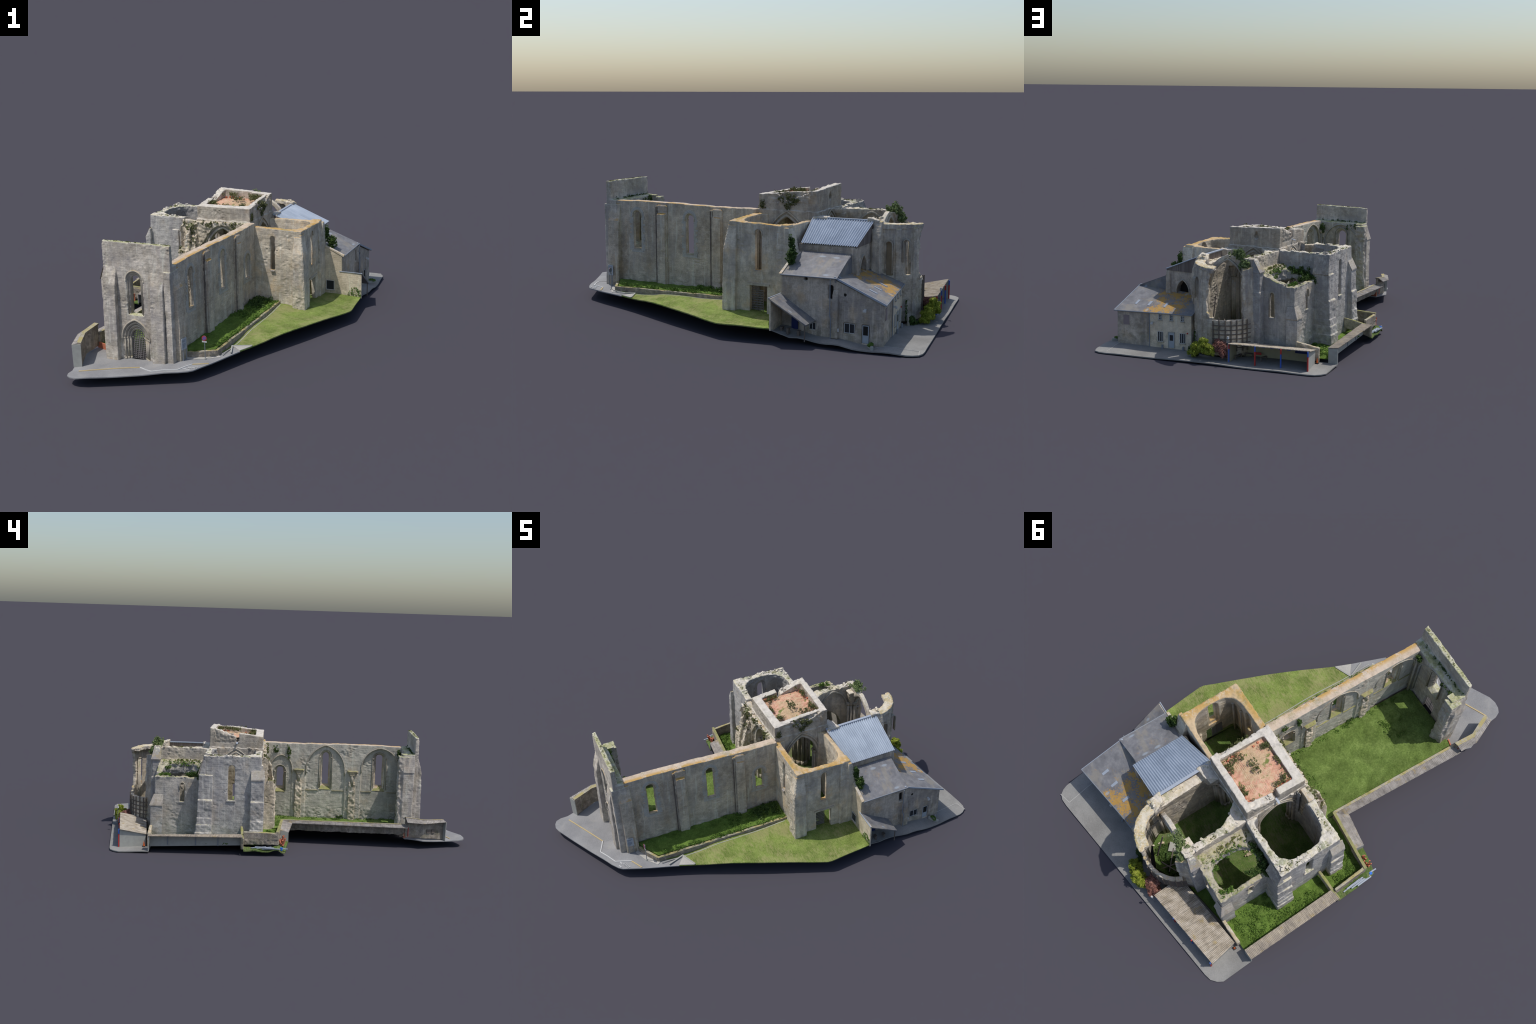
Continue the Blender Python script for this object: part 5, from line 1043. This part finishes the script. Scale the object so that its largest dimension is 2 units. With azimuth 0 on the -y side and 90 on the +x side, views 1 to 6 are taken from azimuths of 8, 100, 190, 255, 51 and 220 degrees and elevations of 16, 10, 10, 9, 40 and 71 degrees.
part("lamp_post", Geo().tube([(-.267,.863,.005), (-.267,.863,.135)], .0015, 6), M_PIPE, shelter); g = Geo().cyl((-.267,.863), .006, .134, .146, 12, .004); part("lamp_head", g, M_WHITE, shelter)
cone = part("traffic_cone", Geo().cyl((-.661,.657), .0055, .013, .037, 14, .0012), M_ORANGE); part("cone_base", Geo().box(-.669,-.653,.649,.665,.007,.0135), M_CONE_BASE, cone)

# ================================================================== 11. SIGNS
sign = part("sign_pole", Geo().tube([(.140,-.762,.060), (.140,-.761,.170)], .0018, 8), M_PIPE)
def disc(c, r, y0, y1, n=20): return Geo().rings([[(c[0]+r*math.cos(2*math.pi*i/n), y, c[1]+r*math.sin(2*math.pi*i/n)) for i in range(n)] for y in (y0, y1)])
part("sign_disc", disc((.140,.163), .0125, -.7660, -.7652), M_RED, sign); part("sign_face", disc((.140,.163), .0088, -.7666, -.7659), M_BLU, sign)
part("sign_back", disc((.140,.163), .0122, -.7653, -.7635), M_PIPE, sign); part("sign_stripe", Geo().bar((.1335,-.767,.1695), (.1465,-.767,.1565), .0012, .0028), M_RED, sign)
part("sign_plate", Geo().box(.128,.152,-.7655,-.7635,.1425,.1495), M_WHITE, sign); part("sign_foot", Geo().cyl((.140,-.762), .006, .060, .064, 12), M_CONC, sign)
board = part("information_board", Geo().hexa([(.0585,-.834,.118), (.0615,-.834,.118), (.0675,-.801,.118), (.0645,-.801,.118)], [(.0585,-.834,.172), (.0615,-.834,.172), (.0675,-.801,.172), (.0645,-.801,.172)]), M_DOOR)
g = Geo()
for v in (-.829,-.806): u = .0617+(v+.834)*.182; g.bar((u,v,.06), (u,v,.12), .0025, .0025)
part("board_leg", g, M_PIPE, board)
g = Geo()
for z, w in ((.163,.024), (.157,.018), (.145,.022), (.139,.022), (.133,.02), (.127,.014)): g.bar((.0618+.0008,-.832,z), (.0618+.0008+w*.182,-.832+w,z), .0012, .0016)
part("board_text_line", g, M_PIPE, board)

# ================================================================== 12. PLANTS
def lumpy(c, r, k, sub, n, seed):
    """a crown made of many small overlapping sprays"""
    r2 = np.random.default_rng(seed); out = []
    for _ in range(k):
        d = r2.normal(size=3); d /= np.linalg.norm(d); d[2] = abs(d[2])*1.1-.25
        out.append((tuple(np.array(c)+d*np.array(r)*r2.uniform(.55, 1.02)), tuple(sub*r2.uniform(.6, 1.4, 3)), n))
    return out
ybush = leaf_cloud("golden_bush", lumpy((-.135,.868,.070), (.034,.030,.058), 34, .012, 62, 1) + lumpy((-.085,.858,.050), (.034,.028,.046), 28, .011, 56, 2) + lumpy((-.055,.852,.030), (.022,.022,.028), 12, .010, 50, 3) + lumpy((-.165,.858,.05), (.024,.024,.04), 14, .010, 50, 4), .0075, M_YELLEAF, None, 1, .8)
rbush = leaf_cloud("copper_bush", lumpy((-.200,.825,.062), (.036,.034,.050), 34, .012, 60, 5) + lumpy((-.225,.838,.045), (.032,.028,.042), 24, .011, 54, 6) + lumpy((-.182,.812,.09), (.020,.022,.020), 10, .009, 44, 7), .0075, M_REDLEAF, None, 2, .8)
leaf_cloud("small_shrub", [((-.02,.80,.028), (.022,.018,.022), 380), ((-.05,.82,.016), (.02,.01,.008), 150)], .006, M_IVY, None, 3, .8)
g = Geo().cyl((.0,.79), .010, .006, .055, 9, .004); stone("standing_stone", [g], [], M_TRIM, None, .003, .002, seed=81)
rg = np.random.default_rng(4)
def straggle(name, boxes, size, mat, parent, seed, r=.007, n=16):
    """loose sprays of leaves scattered through boxes (u0,u1,v0,v1,z0,z1,count), thinning outwards"""
    r2 = np.random.default_rng(seed); bl = []
    for u0, u1, v0, v1, z0, z1, k in boxes:
        t = np.clip(r2.normal(.5, .24, (k, 3)), 0, 1)
        for a, b, c in t: bl.append(((u0+(u1-u0)*a, v0+(v1-v0)*b, z0+(z1-z0)*c), tuple(r*r2.uniform(.4, 1.5, 3)), int(n*r2.uniform(.4, 1.6))))
    return leaf_cloud(name, bl, size, mat, parent, seed)
def tufts(name, pts, size, mat, parent, seed, r=.006, n=14):
    return leaf_cloud(name, [((p[0], p[1], p[2]), (r*rg.uniform(.6, 1.6), r*rg.uniform(.6, 1.6), r*.55), n) for p in pts], size, mat, parent, seed)
tufts("moss_tuft", [(-.322+.35*t, -.842+rg.uniform(-.008, .008), .6075+.002*t) for t in rg.uniform(0, 1, 70)], .0030, M_MOSSLEAF, facade, 21, .0036, 7)
tufts("moss_tuft", [(-.57+rg.uniform(-.005, .02), v, .509) for v in rg.uniform(.05, .33, 14)] + [(u, .335+rg.uniform(-.008, .006), .504) for u in rg.uniform(-.56, -.33, 14)] + [(u, .055+rg.uniform(-.01, .01), .508) for u in rg.uniform(-.56, -.40, 12)], .0045, M_MOSSLEAF, west, 22, .006)
tufts("moss_tuft", [(-.27+rg.uniform(-.012, .012), v, .505) for v in rg.uniform(.38, .64, 16)], .0045, M_MOSSLEAF, choir, 23, .006)
tufts("weed", [(u, v, Z_GARDEN(u, v)+.004) for u, v in zip(rg.uniform(-.695, -.53, 230), rg.uniform(.15, .60, 230)) if not (u > -.63 and v < .40)] + [(u, v, Z_GARDEN(u, v)+.003) for u, v in zip(rg.uniform(-.68, -.40, 60), rg.uniform(-.05, .0, 60))] + [(u, v, Z_GARDEN(u, v)+.004) for u, v in zip(rg.uniform(-.685, -.64, 30), rg.uniform(-.04, .11, 30))], .0068, M_WEED, garden, 24, .011, 20)
tufts("weed", [(.163+.012*t+rg.uniform(-.006, .006), -.69+.70*t, .104) for t in rg.uniform(0, 1, 60)] + [(.10+rg.uniform(-.05, .05), v, .105+max(0, .04*(v+.3))) for v in rg.uniform(-.3, .0, 40)], .006, M_WEED, bed, 25, .012, 24)
tufts("tall_grass", [(.055+rg.uniform(0, .10), v, .112+.05*(v+.12)) for v in rg.uniform(-.14, .0, 34)], .008, M_IVY, bed, 26, .014, 26)
tufts("tall_grass", [(-.02+SH*(v+.78)-rg.uniform(.0, .02), v, Z_NAVE(-.02, v)+.003) for v in rg.uniform(-.76, .0, 50)] + [(u, v, Z_NAVE(u, v)+.002) for u, v in zip(rg.uniform(-.34, -.02, 60), rg.uniform(-.12, .02, 60))] + [(u, v, Z_NAVE(u, v)+.003) for u, v in zip(rg.uniform(-.22, -.10, 26), rg.uniform(-.68, -.55, 26))], .006, M_WEED, nave_grass, 27, .010, 18)
straggle("arch_bush", [(-.255,-.165,.615,.665,.495,.545,46), (-.275,-.225,.645,.685,.445,.50,24)], .008, M_LIGHTLEAF, choir, 4, .010, 26)
straggle("ivy", [(.325,.345,.342,.362,.36,.455,26), (.335,.385,.350,.378,.325,.385,44)], .008, M_IVY, transept, 5, .009, 22)
straggle("ivy", [(-.52,-.33,.347,.372,.365,.425,70), (-.515,-.44,.36,.40,.36,.40,34), (-.49,-.455,.38,.46,.372,.392,26), (-.53,-.49,.352,.385,.34,.385,22)], .007, M_IVY, north, 6, .009, 22)
straggle("weed", [(-.495,-.465,.53,.585,.370,.395,22), (-.385,-.355,.545,.595,.39,.412,14), (-.36,-.32,.37,.58,.405,.435,40), (-.505,-.44,.585,.605,.368,.385,16), (-.44,-.33,.36,.39,.385,.43,26)], .0055, M_WEED, north, 7, .007, 16)
straggle("dry_grass", [(-.335,-.295,.36,.60,.425,.44,40)], .006, M_MOSSLEAF, north, 17, .007, 14)
straggle("tower_ivy", [(.021,.028,.14,.25,.535,.60,44), (.022,.027,.165,.215,.515,.56,18), (.022,.027,.033,.07,.505,.555,16)], .0055, M_DRYWEED, tower, 8, .006, 14)
straggle("tower_weed", [(-.075,-.02,.08,.12,.576,.59,20), (-.248,-.20,.082,.12,.578,.594,20), (-.15,-.07,.165,.215,.588,.606,26), (-.06,-.015,.18,.30,.585,.603,34), (-.245,-.15,.275,.303,.588,.606,22), (-.10,-.03,.26,.303,.588,.602,26), (-.249,-.225,.10,.18,.576,.592,16), (-.20,-.05,.078,.092,.576,.586,18)], .0055, M_DRYWEED, tower, 9, .0065, 12)
straggle("facade_fern", [(-.065,-.015,-.786,-.766,.455,.502,26), (-.05,-.035,-.785,-.775,.43,.46,8), (-.235,-.19,-.792,-.78,.468,.50,10), (-.29,-.255,-.79,-.778,.47,.508,12), (-.31,-.02,-.829,-.82,.508,.518,26)], .006, M_IVY, facade, 10, .006, 12)
straggle("nave_ivy", [(-.004,.003,-.062,-.028,.435,.505,18), (-.008,-.001,-.145,-.105,.42,.505,20), (-.02,.004,-.47,-.40,.055,.085,14)], .006, M_IVY, nave, 11, .006, 12)
straggle("rubble_ivy", [(-.345,-.285,-.01,.035,.44,.495,30), (-.325,-.285,-.015,.02,.34,.44,22), (-.27,-.14,.003,.014,.478,.505,18), (-.11,-.02,.003,.014,.455,.512,24), (-.38,-.34,-.04,.0,.33,.36,10), (-.375,-.34,.015,.04,.46,.495,10)], .0058, M_DRYWEED, south_rubble, 12, .0065, 13)
def rubble_bits(name, spots, size, mat, parent, seed):
    """fallen and half-loose stones lying on broken wall heads: spots = (u0,u1,v0,v1,z,count)"""
    r = random.Random(seed); g = Geo()
    for u0, u1, v0, v1, z, n in spots:
        for _ in range(int(n*.5)):
            c = (r.uniform(u0, u1), r.uniform(v0, v1), z+r.uniform(-.002, .002)); a = r.uniform(0, 3.14); L = size*r.choice((.5, .6, .7, .9, 1.2, 1.9)); q = (math.cos(a)*L/2, math.sin(a)*L/2, r.uniform(-.15, .15)*L)
            g.bar(tuple(c[i]-q[i] for i in range(3)), tuple(c[i]+q[i] for i in range(3)), L*r.uniform(.5, .9), L*r.uniform(.4, .7))
    return part(name, g, mat, parent, False, "stuff")
rubble_bits("loose_stone", [(-.576,-.548,.05,.33,.508,34), (-.56,-.34,.322,.342,.506,34), (-.56,-.40,.037,.065,.508,30), (-.575,-.53,.28,.34,.510,22)], .008, M_WEST, west, 3)
rubble_bits("loose_stone", [(-.283,-.25,.37,.64,.505,46), (-.28,-.19,.34,.38,.506,14), (-.01,.045,.40,.60,.452,34), (-.02,.03,.60,.655,.500,14)], .008, M_CHOIR, choir, 4)
rubble_bits("loose_stone", [(-.51,-.495,.38,.61,.372,26), (-.50,-.35,.603,.616,.382,24), (-.36,-.30,.37,.60,.424,26)], .007, M_NORTH, north, 5)
rubble_bits("loose_stone", [(-.283,-.258,.19,.29,.590,26), (.006,.02,.12,.28,.582,22), (-.28,.01,.012,.03,.507,26), (-.30,-.287,.04,.33,.510,20)], .007, M_TOWER, tower, 6)
rubble_bits("loose_stone", [(-.33,-.28,.34,.40,.058,16), (-.1,-.03,.68,.74,.07,12)], .011, M_RUBBLE, root, 7)
leaf_cloud("wall_creeper", [((.50,.3385,.09), (.022,.003,.028), 130), ((.47,.3385,.07), (.012,.003,.02), 60), ((.528,.3385,.085), (.01,.003,.016), 50)], .006, M_WEED, porch, 28)
leaf_cloud("floor_fern", [((-.19,.70,.076), (.05,.04,.012), 700), ((-.10,.70,.074), (.045,.04,.010), 500), ((-.20,.66,.076), (.02,.02,.01), 160), ((.10,.17,.066), (.04,.03,.012), 300), ((.02,.25,.06), (.03,.02,.012), 200)], .0075, M_IVY, root, 29, .7)
leaf_cloud("yard_ivy", [((-.02,.772,.075), (.008,.004,.05), 120)], .006, M_IVY, apse, 30)
